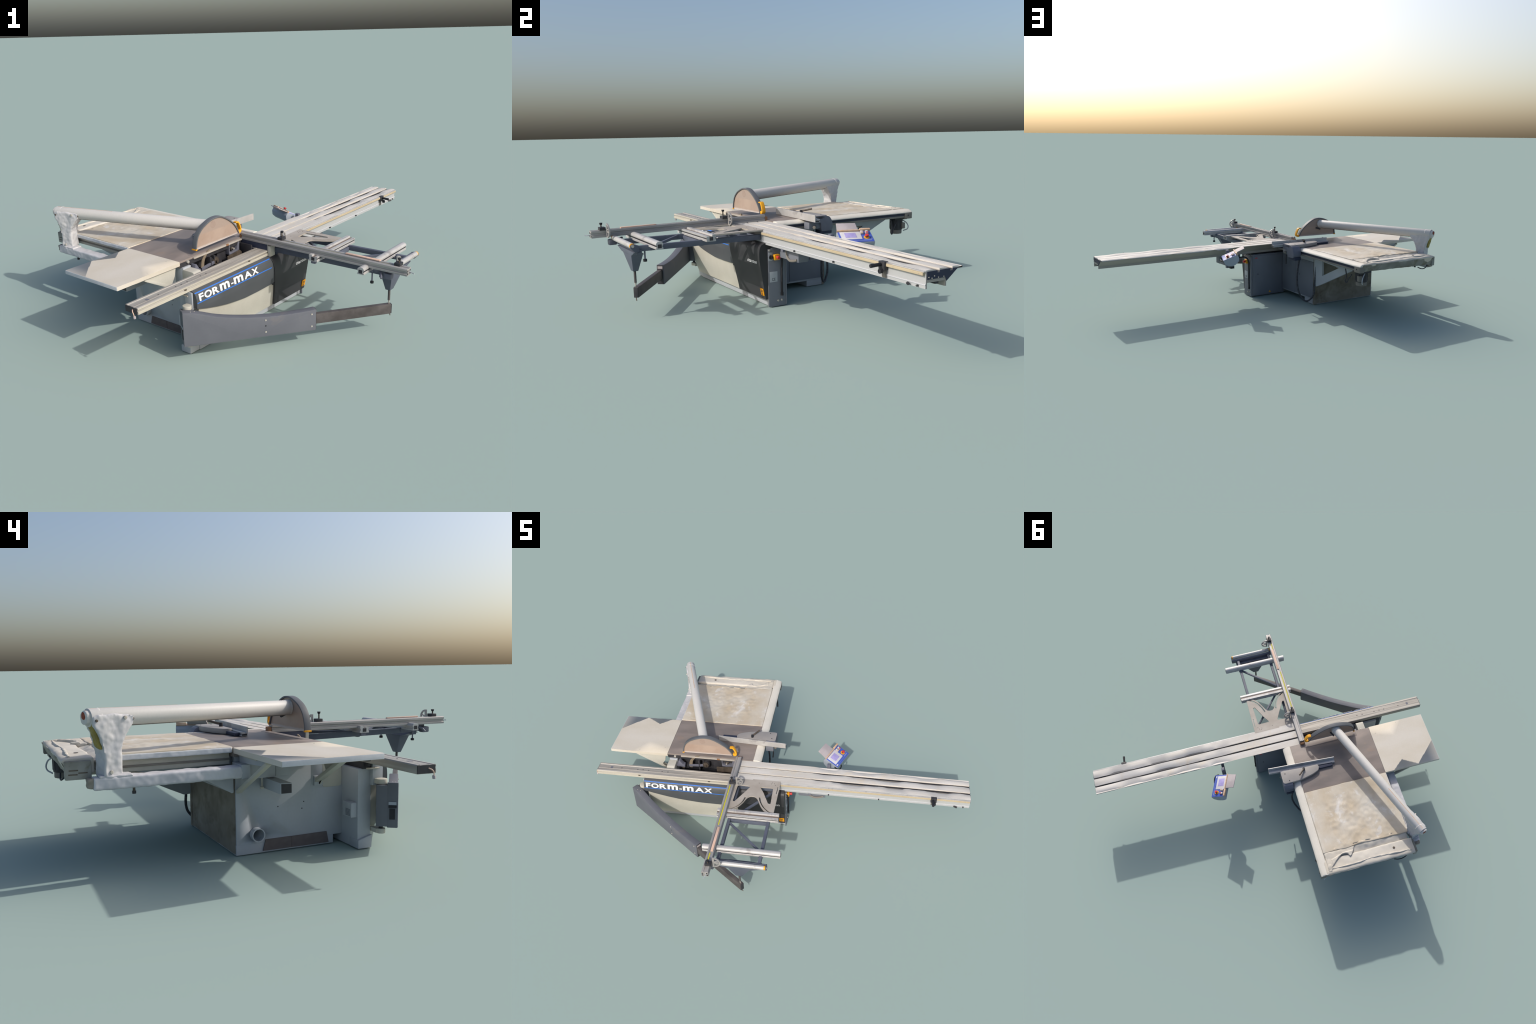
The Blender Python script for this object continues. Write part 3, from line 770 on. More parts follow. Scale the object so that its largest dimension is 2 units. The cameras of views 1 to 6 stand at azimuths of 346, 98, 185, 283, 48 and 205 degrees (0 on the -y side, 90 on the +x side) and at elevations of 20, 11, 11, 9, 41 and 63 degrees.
bolts("cover_screw", 0.0022, 0.0016, [(S1 + .002, -0.098, 0.326), (S1 + .002, -0.085, 0.322), (S1 + .002, -0.058, 0.322), (S1 + .002, -0.035, 0.322), (S1 + .002, -0.075, 0.328)], L, BOLTM, slide, 8)
box("end_roller", S1 - 0.03, S1 - 0.002, -0.068, -0.052, 0.300, 0.3085, DARK, slide)
box("scale_strip", 0.137, S1 - 0.004, -0.1185, -0.1079, 0.3325, 0.3425, STRIPB, slide, bev=0.001)
box("scale_lip", 0.137, S1 - 0.001, -0.1165, -0.1075, 0.3428, 0.3460, ALU, slide, bev=0.0006)
bolts("strip_screw", 0.0016, 0.0008, [(1.14, -0.1185, 0.3375), (1.02, -0.1185, 0.3375), (0.84, -0.1185, 0.3375), (0.62, -0.1185, 0.3375), (0.42, -0.1185, 0.3375)], -W, BOLTM, slide, 8)
box("rust_line", 0.66, 0.88, -0.1068, -0.1056, 0.3470, 0.3477, RUST, slide, bev=0)
bolts("side_pin", 0.0036, 0.006, [(0.405, -0.111, 0.2975), (0.680, -0.111, 0.2975), (1.130, -0.111, 0.2955)], -W, DARK, slide)
cyl("side_latch", (1.082, -0.110, 0.294), (1.096, -0.120, 0.296), 0.005, DARK, slide)
bolts("top_screw", 0.002, 0.0006, [(-0.05, -0.095, 0.3476), (0.02, -0.1, 0.3476)], Z, MUD, slide, 8)
# clamp sitting on the scale strip
clamp = box("stop_clamp", 0.955, 0.986, -0.1255, -0.1065, 0.319, 0.3485, DARK, slide, bev=0.002)
cyl("clamp_handle", (0.968, -0.122, 0.338), (0.965, -0.168, 0.336), 0.0058, BLACK, clamp, r2=0.0068, bev=0.001)
cyl("clamp_knob", (0.975, -0.1255, 0.3165), (0.975, -0.138, 0.3165), 0.0085, BLACK, clamp, seg=10, bev=0.0015)
box("clamp_foot", 0.960, 0.980, -0.1145, -0.1095, 0.292, 0.319, RAILG, clamp)
# near end of the slide, its cover and bracket
box("slide_end_cover", S0 - 0.004, S0, -0.105, 0.046, 0.318, 0.3530, NAVY, slide, bev=0.0006)
box("slide_end_lip", S0 - 0.006, S0 - .003, -0.1, 0.0, 0.322, 0.3235, BOLTM, slide, bev=0.0003)
box("fence_bracket", -0.139, -0.100, -0.124, -0.109, 0.293, 0.345, CREAM, slide, bev=0.003)
box("fence_bracket", -0.098, -0.085, -0.128, -0.109, 0.293, 0.345, NAVY, slide, bev=0.002)
tube_curve("pull_handle", [(0.285, -0.075, 0.292), (0.292, -0.08, 0.262), (0.315, -0.084, 0.243), (0.35, -0.084, 0.243), (0.375, -0.08, 0.250)], 0.0055, RAILG, slide)
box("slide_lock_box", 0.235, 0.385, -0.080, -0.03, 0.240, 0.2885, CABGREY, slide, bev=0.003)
box("slide_lock_clip", 0.292, 0.308, -0.110, -0.096, 0.278, 0.292, SLATEB, slide, bev=0.002)

# ------------------------------------------------------------------ long guide beam
gb_sec = [(-0.1065, 0.2950), (-0.1040, 0.2950), (-0.0420, 0.2960), (-0.0385, 0.2985), (-0.0385, 0.3205), (-0.0410, 0.3240), (-0.0500, 0.3240), (-0.0515, 0.3222),
          (-0.0610, 0.3222), (-0.0625, 0.3228), (-0.0830, 0.3225), (-0.0845, 0.3213), (-0.0960, 0.3213), (-0.0975, 0.3228), (-0.1055, 0.3225), (-0.1075, 0.3205),
          (-0.1075, 0.3150), (-0.1045, 0.3125), (-0.1045, 0.3105), (-0.1085, 0.3080), (-0.1085, 0.3000)]
gbeam = prism("guide_beam", gb_sec, "l", -0.940, 0.12, BEAM, smooth=20)
box("beam_side_cover", -0.9395, -0.137, -0.1094, -0.1080, 0.2965, 0.3075, BEAMF, gbeam, bev=0.0003)
box("beam_side_cover", -0.9395, -0.137, -0.1088, -0.1070, 0.3157, 0.3205, BEAMF, gbeam, bev=0.0003)
prism("beam_end_cap", [(-0.1045, 0.2965), (-0.0405, 0.2975), (-0.0405, 0.3215), (-0.1045, 0.3205)], "l", -0.9425, -0.9395, DARK, gbeam)
tube_curve("end_cord", [(-0.942, -0.080, 0.312), (-0.949, -0.088, 0.307), (-0.950, -0.093, 0.300), (-0.948, -0.095, 0.286)], 0.0018, WOOD, gbeam)
cyl("cord_knot", (-0.948, -0.095, 0.291), (-0.948, -0.096, 0.280), 0.005, LIDM, gbeam, seg=8, bev=0.002)
bolts("beam_hole", 0.0032, 0.0006, [(-0.801, -0.0725, 0.3227), (-0.705, -0.0725, 0.3227), (-0.673, -0.0725, 0.3227), (-0.639, -0.0725, 0.3227), (-0.559, -0.0725, 0.3227), (-0.524, -0.0725, 0.3227)], Z, DARK, gbeam, 12)
box("beam_slot", -0.868, -0.855, -0.082, -0.066, 0.3222, 0.3231, SLATEB, gbeam, bev=0)
b0 = box("beam_clip", -0.006, 0.006, -0.1102, -0.1075, 0.3075, 0.3125, MUD, gbeam, bev=0.0005)
b0.location = (-0.686, 0, 0)
copy_of(b0, (-0.275, 0, 0))

# ------------------------------------------------------------------ outrigger table
out = bpy.data.objects.new("outrigger_table", None)
COLL.objects.link(out)
out.parent = root
outline = [(0.138, -0.102), (0.1345, -0.352)] + smooth_path([(0.132, -0.362), (0.122, -0.366), (0.105, -0.358), (0.080, -0.338), (0.058, -0.308), (0.042, -0.275), (0.030, -0.252), (0.016, -0.240), (0.002, -0.238), (-0.012, -0.241), (-0.026, -0.256), (-0.040, -0.290), (-0.058, -0.322), (-0.080, -0.346), (-0.102, -0.360), (-0.118, -0.364)]) + [(-0.122, -0.350), (-0.118, -0.102)]
win_r = rounded([(0.030, -0.160), (0.104, -0.158), (0.108, -0.285), (0.096, -0.288), (0.055, -0.200)], 0.010)
win_l = rounded([(-0.020, -0.160), (-0.094, -0.156), (-0.098, -0.287), (-0.088, -0.290), (-0.045, -0.210)], 0.010)
def slot(path, hw):
    a, b = [], []
    for i, p in enumerate(path):
        q0, q1 = path[max(0, i - 1)], path[min(len(path) - 1, i + 1)]
        t = Vector((q1[0] - q0[0], q1[1] - q0[1])).normalized()
        a.append((p[0] - t.y * hw, p[1] + t.x * hw))
        b.append((p[0] + t.y * hw, p[1] - t.x * hw))
    return a + b[::-1]
slot_r = slot(smooth_path([(0.040, -0.238), (0.052, -0.275), (0.074, -0.312), (0.100, -0.338), (0.124, -0.352)], 4), 0.0038)
slot_l = slot(smooth_path([(-0.034, -0.246), (-0.044, -0.285), (-0.062, -0.316), (-0.084, -0.337), (-0.106, -0.350)], 4), 0.0038)
slot_s = slot([(0.129, -0.145), (0.127, -0.205)], 0.002)
sheet("slotted_plate", [outline, win_r, win_l, slot_r, slot_l, slot_s], 0.006, Matrix.Translation((0, 0, 0.351)), PLATE, out)
bolts("plate_screw", 0.0022, 0.0008, [(0.105, -0.125, 0.354), (0.088, -0.128, 0.354), (0.112, -0.136, 0.354), (0.02, -0.13, 0.354), (0.094, -0.119, 0.354)], Z, MUD, out, 8)
TZ = 0.322
for lt in (0.113, -0.095):
    bar("frame_tube", (lt, -0.112, TZ - 0.003), (lt, -0.692, TZ + 0.003), 0.016, 0.024, TUBE, out, 0.002)
bar("frame_tube", (0.105, -0.394, TZ - 0.006), (-0.088, -0.394, TZ - 0.006), 0.016, 0.022, TUBE, out, 0.002)
bar("frame_tube", (0.105, -0.130, TZ - 0.004), (-0.088, -0.130, TZ - 0.004), 0.018, 0.024, TUBE, out, 0.002)
bar("frame_brace", (-0.086, -0.428, 0.328), (0.104, -0.602, 0.328), 0.010, 0.012, TUBE, out)
bar("frame_brace", (-0.086, -0.395, 0.325), (0.104, -0.165, 0.325), 0.010, 0.012, TUBE, out)
# support bars across the frame
b1sec = [(-0.397, 0.331), (-0.397, 0.3385), (-0.3945, 0.3405), (-0.3945, 0.3455), (-0.397, 0.3475), (-0.397, 0.3535), (-0.385, 0.3545), (-0.3825, 0.3520), (-0.3720, 0.3520), (-0.3695, 0.3600), (-0.3550, 0.3600), (-0.3540, 0.3500), (-0.3565, 0.3470), (-0.3565, 0.3410), (-0.3540, 0.3385), (-0.3540, 0.331)]
prism("support_bar", b1sec, "l", -0.163, 0.166, ALU, out)
b2sec = [(-0.637, 0.330), (-0.637, 0.337), (-0.634, 0.339), (-0.634, 0.345), (-0.637, 0.347)] + smooth_path([(-0.637, 0.353), (-0.632, 0.3590), (-0.622, 0.3615), (-0.612, 0.3590), (-0.607, 0.352)], 4) + [(-0.607, 0.346), (-0.610, 0.344), (-0.610, 0.338), (-0.607, 0.336), (-0.607, 0.330)]
prism("support_bar", b2sec, "l", -0.184, 0.212, ALU, out)
box("bar_groove", -0.1625, 0.1655, -0.3820, -0.3725, 0.3515, 0.3527, GROOVE, out, bev=0)
box("bar_groove", -0.1625, 0.1655, -0.3952, -0.3940, 0.3412, 0.3450, DARK, out, bev=0)
box("bar_groove", -0.1835, 0.2115, -0.6350, -0.6335, 0.3395, 0.3447, DARK, out, bev=0)
for lb, wb, sgn in ((-0.1638, -0.3755, -1), (0.1668, -0.3755, 1), (-0.1848, -0.622, -1), (0.2128, -0.622, 1)):
    box("bar_end_slot", lb - .0006, lb + .0006, wb - 0.008, wb + 0.008, 0.335, 0.350, DARK, out, bev=0)
box("bar_clamp", -0.158, -0.145, -0.385, -0.362, 0.318, 0.336, SLATEB, out)
box("bar_clamp", -0.105, -0.085, -0.634, -0.602, 0.318, 0.332, TUBE, out)
box("bar_clamp", 0.10, 0.125, -0.634, -0.602, 0.318, 0.332, TUBE, out)
# idle roller with its bearer, prop bracket, prop rod
roller = cyl("idle_roller", (-0.105, -0.714, 0.345), (0.143, -0.714, 0.343), 0.0115, ALU, out, seg=28, bev=0.001)
cyl("roller_cap", (0.143, -0.714, 0.343), (0.150, -0.714, 0.343), 0.0108, YELLOW, roller, bev=0.001)
cyl("roller_cap", (0.150, -0.714, 0.343), (0.156, -0.714, 0.343), 0.006, BOLTM, roller)
cyl("roller_cap", (-0.105, -0.714, 0.345), (-0.111, -0.714, 0.345), 0.0108, YELLOW, roller, bev=0.001)
prism("roller_bearer", [(-0.702, 0.318), (-0.702, 0.340), (-0.694, 0.346), (-0.686, 0.340), (-0.686, 0.318)], "l", -0.112, 0.152, TUBE, roller, bev=0.001)
for lb in (-0.114, 0.150):
    prism("roller_cheek", [(-0.724, 0.336), (-0.724, 0.345), (-0.715, 0.351), (-0.690, 0.345), (-0.688, 0.318), (-0.705, 0.316)], "l", lb, lb + 0.005, TUBE, roller, bev=0.001)

def frustum(name, zt, zb, rt, rb, material, parent):
    bm = bmesh.new()
    a = [bm.verts.new((x, y, zt)) for x, y in ((rt[0], rt[2]), (rt[1], rt[2]), (rt[1], rt[3]), (rt[0], rt[3]))]
    b = [bm.verts.new((x, y, zb)) for x, y in ((rb[0], rb[2]), (rb[1], rb[2]), (rb[1], rb[3]), (rb[0], rb[3]))]
    bm.faces.new(a); bm.faces.new(b[::-1])
    for i in range(4):
        bm.faces.new((a[i], a[(i + 1) % 4], b[(i + 1) % 4], b[i]))
    bmesh.ops.recalc_face_normals(bm, faces=bm.faces)
    bevel_bm(bm, 0.002)
    return from_bm(name, bm, material, parent)

frustum("prop_bracket", 0.312, 0.292, (-0.105, 0.130, -0.702, -0.670), (-0.052, 0.080, -0.698, -0.642), TUBE, out)
frustum("prop_bracket", 0.296, 0.212, (-0.046, 0.070, -0.697, -0.643), (-0.012, 0.020, -0.676, -0.653), TUBE, out)
box("prop_crossbar", -0.105, 0.125, -0.688, -0.667, 0.302, 0.322, TUBE, out, bev=0.002)
cyl("prop_rod", (0.004, -0.664, 0.214), (0.005, -0.664, 0.160), 0.0054, SWINGD, out)
cyl("prop_tip", (0.005, -0.664, 0.162), (0.006, -0.664, 0.140), 0.0048, BOLTM, out, r2=0.0016)
cyl("lock_screw", (0.113, -0.652, 0.312), (0.113, -0.652, 0.272), 0.0035, SLATEB, out)
cyl("lock_knob", (0.113, -0.652, 0.279), (0.113, -0.652, 0.268), 0.0085, BLACK, out, seg=10, bev=0.0015)
cyl("lock_screw", (-0.130, -0.648, 0.325), (-0.130, -0.648, 0.280), 0.003, SLATEB, out)
cyl("lock_knob", (-0.130, -0.648, 0.290), (-0.130, -0.648, 0.280), 0.0075, BLACK, out, seg=10, bev=0.0015)
tube_curve("clamp_lever", [(-0.118, -0.672, 0.340), (-0.135, -0.690, 0.334), (-0.150, -0.700, 0.318)], 0.0045, SLATEB, out)
box("roller_hook", -0.135, -0.105, -0.735, -0.700, 0.312, 0.338, SLATEB, out, bev=0.006)

# ------------------------------------------------------------------ crosscut fence
fsec = [(-0.1440, 0.3535), (-0.1440, 0.3610), (-0.1390, 0.3640), (-0.1390, 0.3710), (-0.1440, 0.3740), (-0.1440, 0.3820), (-0.1390, 0.3850), (-0.1330, 0.3850), (-0.1320, 0.3815),
        (-0.1240, 0.3815), (-0.1230, 0.3850), (-0.1120, 0.3850), (-0.1110, 0.3830), (-0.1110, 0.3745), (-0.1140, 0.3720), (-0.1140, 0.3660), (-0.1100, 0.3630), (-0.1100, 0.3535)]
fence = prism("crosscut_fence", fsec, "w", -0.808, 0.043, FENCE, smooth=20)
for v in fence.data.vertices:
    v.co.z -= 0.0045 * max(0, (0.043 - v.co.y) / 0.85)
fz = lambda w: -0.0045 * (0.043 - w) / 0.85
box("fence_end_block", -0.139, -0.113, 0.044, 0.059, 0.352, 0.375, WOODB, fence, bev=0.002)
for a, b in ((-0.494, -0.195), (-0.732, -0.685)):
    tp = box("measuring_tape", -0.1315, -0.1260, a, b, 0.3785, 0.3824, YELLOWT, fence, bev=0)
    for v in tp.data.vertices:
        v.co.z += fz(v.co.y)
stick = box("wooden_batten", -0.1275, -0.1150, -0.678, -0.515, 0.3815, 0.3865, WOOD, fence, bev=0.001)
fe = box("fence_end_slot", -0.1415, -0.1345, -0.8088, -0.8078, 0.3535, 0.3605, DARK, fence, bev=0)
copy_of(fe, (0.023, 0, 0.0))
copy_of(fe, (0.0, 0, 0.013))
copy_of(fe, (0.021, 0, 0.013))
tube_curve("end_wire", [(-0.122, -0.806, 0.365), (-0.124, -0.820, 0.362), (-0.130, -0.832, 0.362)], 0.002, GREY, fence)

def flip_stop(w, kn):
    """Half-wheel stop on the fence with its clamp block and knob."""
    R, cx, cz = 0.036, -0.100, 0.383
    arc = [(cx + R * 1.0 * math.cos(t), cz + R * 0.88 * math.sin(t)) for t in [(-90 + 180 * i / 22) * math.pi / 180 for i in range(23)]]
    outer = arc + [(cx - 0.004, cz + R * .88), (cx - 0.004, cz - R * .88)]
    ri = R - 0.0065
    def wedge(a0, a1, inset):
        pts = [(cx + inset * math.cos((a0 + a1) / 2), cz + inset * math.sin((a0 + a1) / 2))]
        return pts + [(cx + ri * math.cos(a), cz + ri * .86 * math.sin(a)) for a in [a0 + (a1 - a0) * i / 7 for i in range(8)]]
    rad = math.radians
    holes = [wedge(rad(-78), rad(-20), 0.008), wedge(rad(-10), rad(18), 0.010), wedge(rad(28), rad(78), 0.008)]
    s = sheet("flip_stop", [outer] + holes, 0.006, frame_matrix(Vector((0, w, fz(w))), L, Z, -W), FENCE, fence)
    box("stop_block", -0.136, -0.104, w - 0.030, w - 0.004, 0.384 + fz(w), 0.3975 + fz(w), DARK, s, bev=0.002)
    cyl("stop_stem", (-0.121, w - 0.020, 0.396 + fz(w)), (-0.121, w - 0.020, kn - .006), 0.003, MUD, s)
    cyl("stop_knob", (-0.121, w - 0.020, kn - 0.008), (-0.121, w - 0.020, kn + 0.001), 0.005, BLACK, s, r2=0.0075, seg=12, bev=0.001)

flip_stop(-0.160, 0.424)
flip_stop(-0.742, 0.411)

# ------------------------------------------------------------------ swing arm
A, B = Vector((-0.735, -0.130, 0)), Vector((-0.276, -0.468, 0))
D = (B - A).normalized()
N = Vector((-D.y, D.x, 0))                                   # towards the cabinet
SL = (B - A).length
top = [(s * SL, z) for s, z in smooth_path([(0.0, 0.231), (0.06, 0.227), (0.10, 0.222), (0.166, 0.210), (0.243, 0.196), (0.359, 0.182), (0.492, 0.171), (0.626, 0.164), (0.763, 0.162), (0.902, 0.1635), (1.0, 0.167)], 3)]
poly = [(0.0, 0.079)] + top + [(SL, 0.070), (SL * .5, 0.075)]
swing = frame_prism("swing_arm", poly, A, D, Z, N, 0.0, 0.036, SWING, bev=0.004, smooth=50)
frame_prism("arm_end_frame", [(SL - 0.001, 0.073), (SL - 0.001, 0.165), (SL + 0.0015, 0.165), (SL + 0.0015, 0.073)], A, D, Z, N, 0.004, 0.032, DARK, swing)
frame_prism("arm_label", [(SL + 0.001, 0.148), (SL + 0.001, 0.160), (SL + 0.0028, 0.160), (SL + 0.0028, 0.148)], A, D, Z, N, 0.006, 0.030, LIDM, swing)
riv = [A + D * s + Z * z - N * 0.0002 for s, z in ((0.346, 0.150), (0.346, 0.096), (0.550, 0.147), (0.550, 0.091))]
bolts("arm_rivet", 0.0042, 0.0016, riv, -N, BOLTM, swing, 12)
bolts("arm_hole", 0.0034, 0.0006, [A + D * 0.346 + Z * 0.124], -N, BLACK, swing, 12)
bolts("arm_dot", 0.0028, 0.001, [A + D * 0.035 + N * 0.012 + Z * 0.2270, A + D * 0.052 + N * 0.02 + Z * 0.2235], Z, BOLTM, swing, 10)
inner0 = A + D * (SL * 0.55) + N * 0.018 + Z * 0.121
inner1 = Vector((0.014, -0.667, 0.1185))
bar("telescopic_tube", inner0, inner1, 0.021, 0.046, SWINGD, swing, 0.002)
bar("tube_end_cap", inner1, inner1 + (inner1 - inner0).normalized() * 0.004, 0.019, 0.044, DARK, swing, 0.001)
cyl("tube_tail", inner1 + Vector((-0.003, 0, -0.022)), inner1 + Vector((0.004, 0, -0.036)), 0.002, MUD, swing)
# hinge block of the arm with its window and latch
frame_prism("arm_hinge_block", [(0.0, 0.082), (0.0, 0.222), (0.05, 0.218), (0.05, 0.082)], A, D, Z, N, 0.034, 0.072, SWING, swing, bev=0.004)
frame_prism("arm_window", [(0.010, 0.108), (0.010, 0.144), (0.028, 0.144), (0.028, 0.108)], A - D * .0006, N, Z, -D, 0.0, 0.0012, BLACK, swing)
frame_prism("arm_latch", [(0.006, 0.157), (0.006, 0.167), (0.031, 0.167), (0.031, 0.157)], A - D * .0006, N, Z, -D, 0.0, 0.0016, PANGREY, swing)
frame_prism("arm_latch", [(0.005, 0.147), (0.005, 0.155), (0.031, 0.155), (0.031, 0.147)], A - D * .0006, N, Z, -D, 0.0, 0.0026, BLACK, swing)

# ------------------------------------------------------------------ blade guard and its tube arm
arc = smooth_path([(-0.459, 0.384), (-0.453, 0.418), (-0.439, 0.449), (-0.414, 0.473), (-0.385, 0.488), (-0.350, 0.500), (-0.316, 0.5035), (-0.280, 0.4985), (-0.240, 0.479), (-0.200, 0.450), (-0.174, 0.420), (-0.158, 0.389)], 5)
def inset(path, d):
    res = []
    for i, p in enumerate(path):
        q0, q1 = path[max(0, i - 1)], path[min(len(path) - 1, i + 1)]
        t = Vector((q1[0] - q0[0], q1[1] - q0[1])).normalized()
        res.append((p[0] + t.y * d, p[1] - t.x * d))
    return res
inner = inset(arc, 0.0065)
guard = prism("blade_guard", inset(arc, 0.002), "w", 0.046, 0.060, GUARD, smooth=30)
prism("guard_rim", arc + inner[::-1], "w", 0.041, 0.066, RIM, guard, bev=0.0015)
prism("guard_bottom_lip", [(-0.452, 0.3835), (-0.166, 0.3868), (-0.166, 0.3905), (-0.452, 0.3880)], "w", 0.0448, 0.0612, GUARD, guard)
box("guard_tip", -0.4600, -0.4490, 0.0400, 0.0670, 0.3815, 0.3885, YELLOW, guard, bev=0.002)
cyl("guard_dark_disc", (-0.335, 0.0470, 0.472), (-0.335, 0.0456, 0.472), 0.017, GUARDD, guard, seg=24)
h_out = smooth_path([(-0.178, 0.443), (-0.160, 0.4435), (-0.148, 0.429), (-0.1395, 0.406), (-0.140, 0.392), (-0.150, 0.385), (-0.160, 0.385)], 5)
h_in = smooth_path([(-0.162, 0.398), (-0.1475, 0.399), (-0.1475, 0.408), (-0.155, 0.426), (-0.163, 0.4375), (-0.176, 0.4375)], 5)
prism("guard_handle", h_out + h_in, "w", 0.044, 0.063, YELLOW, guard, bev=0.0015)
cyl("guard_mount_hub", (-0.333, 0.058, 0.463), (-0.330, 0.080, 0.463), 0.0272, ARMM, guard, seg=28, bev=0.002)
cyl("guard_lever", (-0.30, 0.062, 0.437), (-0.315, 0.088, 0.430), 0.005, DARK, guard)

p0, p1 = Vector((-0.331, 0.066, 0.4625)), Vector((-0.603, 0.827, 0.4755))
arm = cyl("guard_arm", p0, p1, 0.0262, ARMM, None, seg=40, bev=0.001)
dirv = (p1 - p0).normalized()
sidev = dirv.cross(Z).normalized()
upv = sidev.cross(dirv)
frame_prism("arm_rail", [(-0.004, -0.0285), (0.004, -0.0285), (0.004, -0.0255), (-0.004, -0.0255)], p0, sidev, upv, dirv, 0.02, 0.78, RAILG, arm)
frame_prism("arm_rust_streak", [(-0.005, 0.0256), (-0.0005, 0.0264), (0.0005, 0.0264), (-0.002, 0.0255)], p0, sidev, upv, dirv, 0.50, 0.80, TANM, arm)
endcap = cyl("arm_end", p1 - dirv * 0.035, p1 + dirv * 0.012, 0.0268, ARMM, arm, seg=32, r2=0.020)
rough(endcap, 0.0028, 0.0024, 45, 3, 180)
capr = cyl("arm_end_lamp", p1 + dirv * 0.003 + Z * 0.006, p1 + dirv * 0.014 + Z * 0.006, 0.0165, RUST, arm, r2=0.010)
rough(capr, 0.0026, 0.002, 60, 4, 180)
hd = Vector((dirv.x, dirv.y, 0)).normalized()               # the column stands square to the arm
px = Vector((hd.y, -hd.x, 0))
pc = p0 + dirv * ((0.77 - p0.y) / dirv.y)
pc.z = 0
post = frame_prism("arm_post_column", smooth_path([(-0.027, 0.306), (-0.027, 0.385), (-0.034, 0.408), (-0.050, 0.432), (-0.067, 0.452), (-0.070, 0.470), (-0.058, 0.480), (0.045, 0.484), (0.062, 0.475), (0.060, 0.455), (0.047, 0.435), (0.037, 0.405), (0.030, 0.37), (0.031, 0.306)], 2),
                   pc, hd, Z, px, -0.031, 0.024, LUMP, arm)
rough(post, 0.0034, 0.0034, 34, 1, 75)
ol = frame_prism("post_stain", [(-0.022, 0.385), (0.004, 0.39), (0.006, 0.455), (-0.020, 0.462)], pc + hd * 0.0295, px, Vector((hd.x * .28, hd.y * .28, 1)), hd, -0.11, -0.098, OLIVE, arm)
rough(ol, 0.003, 0.0022, 60, 5, 75)
bolts("post_bolt", 0.0055, 0.006, [pc - px * 0.031 - hd * 0.040 + Z * 0.472, pc - px * 0.030 + hd * 0.012 + Z * 0.320], -px, BOLTM, arm)
bolts("post_bolt_small", 0.004, 0.006, [pc - px * 0.022 - hd * 0.070 + Z * 0.467, pc - px * 0.028 + hd * 0.050 + Z * 0.468], -px, MUD, arm)
foot = box("post_foot", -0.622, -0.568, 0.710, 0.806, 0.303, 0.312, LUMP, arm)
rough(foot, 0.003, 0.0025, 30, 6, 75)
sup = box("support_arm", -0.622, -0.574, 0.355, 0.822, 0.270, 0.307, LUMP, None, bev=0.003)
sup.data.materials[0] = mat("support_arm_paint", (198, 198, 202), (182, 183, 188), (18, 18, 18), rough=0.55)
rough(sup, 0.0038, 0.0022, 30, 2, 75)
tail = box("support_arm_end", -0.616, -0.580, 0.818, 0.838, 0.276, 0.304, DIRTY, sup)
rough(tail, 0.003, 0.003, 40, 2, 75)
cyl("support_arm_screw", (-0.600, 0.705, 0.271), (-0.600, 0.705, 0.256), 0.004, MUD, sup)
cyl("support_arm_screw", (-0.600, 0.705, 0.258), (-0.600, 0.705, 0.250), 0.006, DARK, sup)
box("support_arm_root", -0.622, -0.545, 0.345, 0.375, 0.268, 0.312, GREY, sup)
prism("support_arm_gusset", [(0.372, 0.300), (0.372, 0.212), (0.378, 0.210), (0.48, 0.268), (0.48, 0.300)], "l", -0.545, -0.538, GREY, sup)

# ------------------------------------------------------------------ rip fence
rf = bpy.data.objects.new("rip_fence", None)
COLL.objects.link(rf)
rf.parent = root
fd = Vector((0.404, -0.026, 0)).normalized()
fn = Vector((-fd.y, fd.x, 0))
f0 = Vector((-0.280, 0.2060, 0))
rsec = [(0.0, 0.3605), (0.0, 0.3935), (0.003, 0.3945), (0.005, 0.3935), (0.005, 0.3735), (0.012, 0.3720), (0.012, 0.3750), (0.026, 0.3750), (0.026, 0.3700), (0.022, 0.3690), (0.022, 0.3660), (0.027, 0.3650), (0.027, 0.3605)]
frame_prism("fence_blade", rsec, f0, fn, Z, fd, 0.0, 0.406, ALU, rf)
frame_prism("fence_end_slot", [(0.004, 0.3625), (0.023, 0.3625), (0.023, 0.368), (0.004, 0.370)], f0 + fd * 0.4062, fn, Z, fd, 0.0, 0.0008, DARK, rf)
frame_prism("fence_end_slot", [(0.004, 0.3625), (0.023, 0.3625), (0.023, 0.368), (0.004, 0.370)], f0 - fd * 0.0010, fn, Z, fd, 0.0, 0.0008, DARK, rf)
casting = prism("fence_casting", rounded([(0.060, 0.212), (0.060, 0.300), (-0.050, 0.297), (-0.125, 0.280), (-0.168, 0.262), (-0.178, 0.240), (-0.172, 0.222), (-0.10, 0.222)], 0.018), "z", 0.3605, 0.3815, CAST, rf, bev=0.005)
prism("fence_carriage", rounded([(0.205, 0.3460), (0.205, 0.3800), (0.285, 0.3810), (0.312, 0.372), (0.326, 0.350), (0.330, 0.318), (0.322, 0.303), (0.262, 0.303), (0.258, 0.346)], 0.008), "l", 0.0035, 0.060, SLATEB, rf, bev=0.003)
box("carriage_clamp", 0.004, 0.050, 0.262, 0.330, 0.288, 0.308, NAVY, rf, bev=0.003)
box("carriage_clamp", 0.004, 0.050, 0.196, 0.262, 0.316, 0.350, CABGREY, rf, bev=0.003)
cyl("carriage_knob", (0.050, 0.232, 0.326), (0.060, 0.218, 0.326), 0.008, RAILG, rf, bev=0.001)
tube_curve("carriage_cable", [(0.045, 0.225, 0.31), (0.045, 0.222, 0.285), (0.042, 0.22, 0.25)], 0.0035, BLACK, rf)
cyl("casting_screw", (0.020, 0.285, 0.381), (0.020, 0.285, 0.3825), 0.003, BLACK, rf)
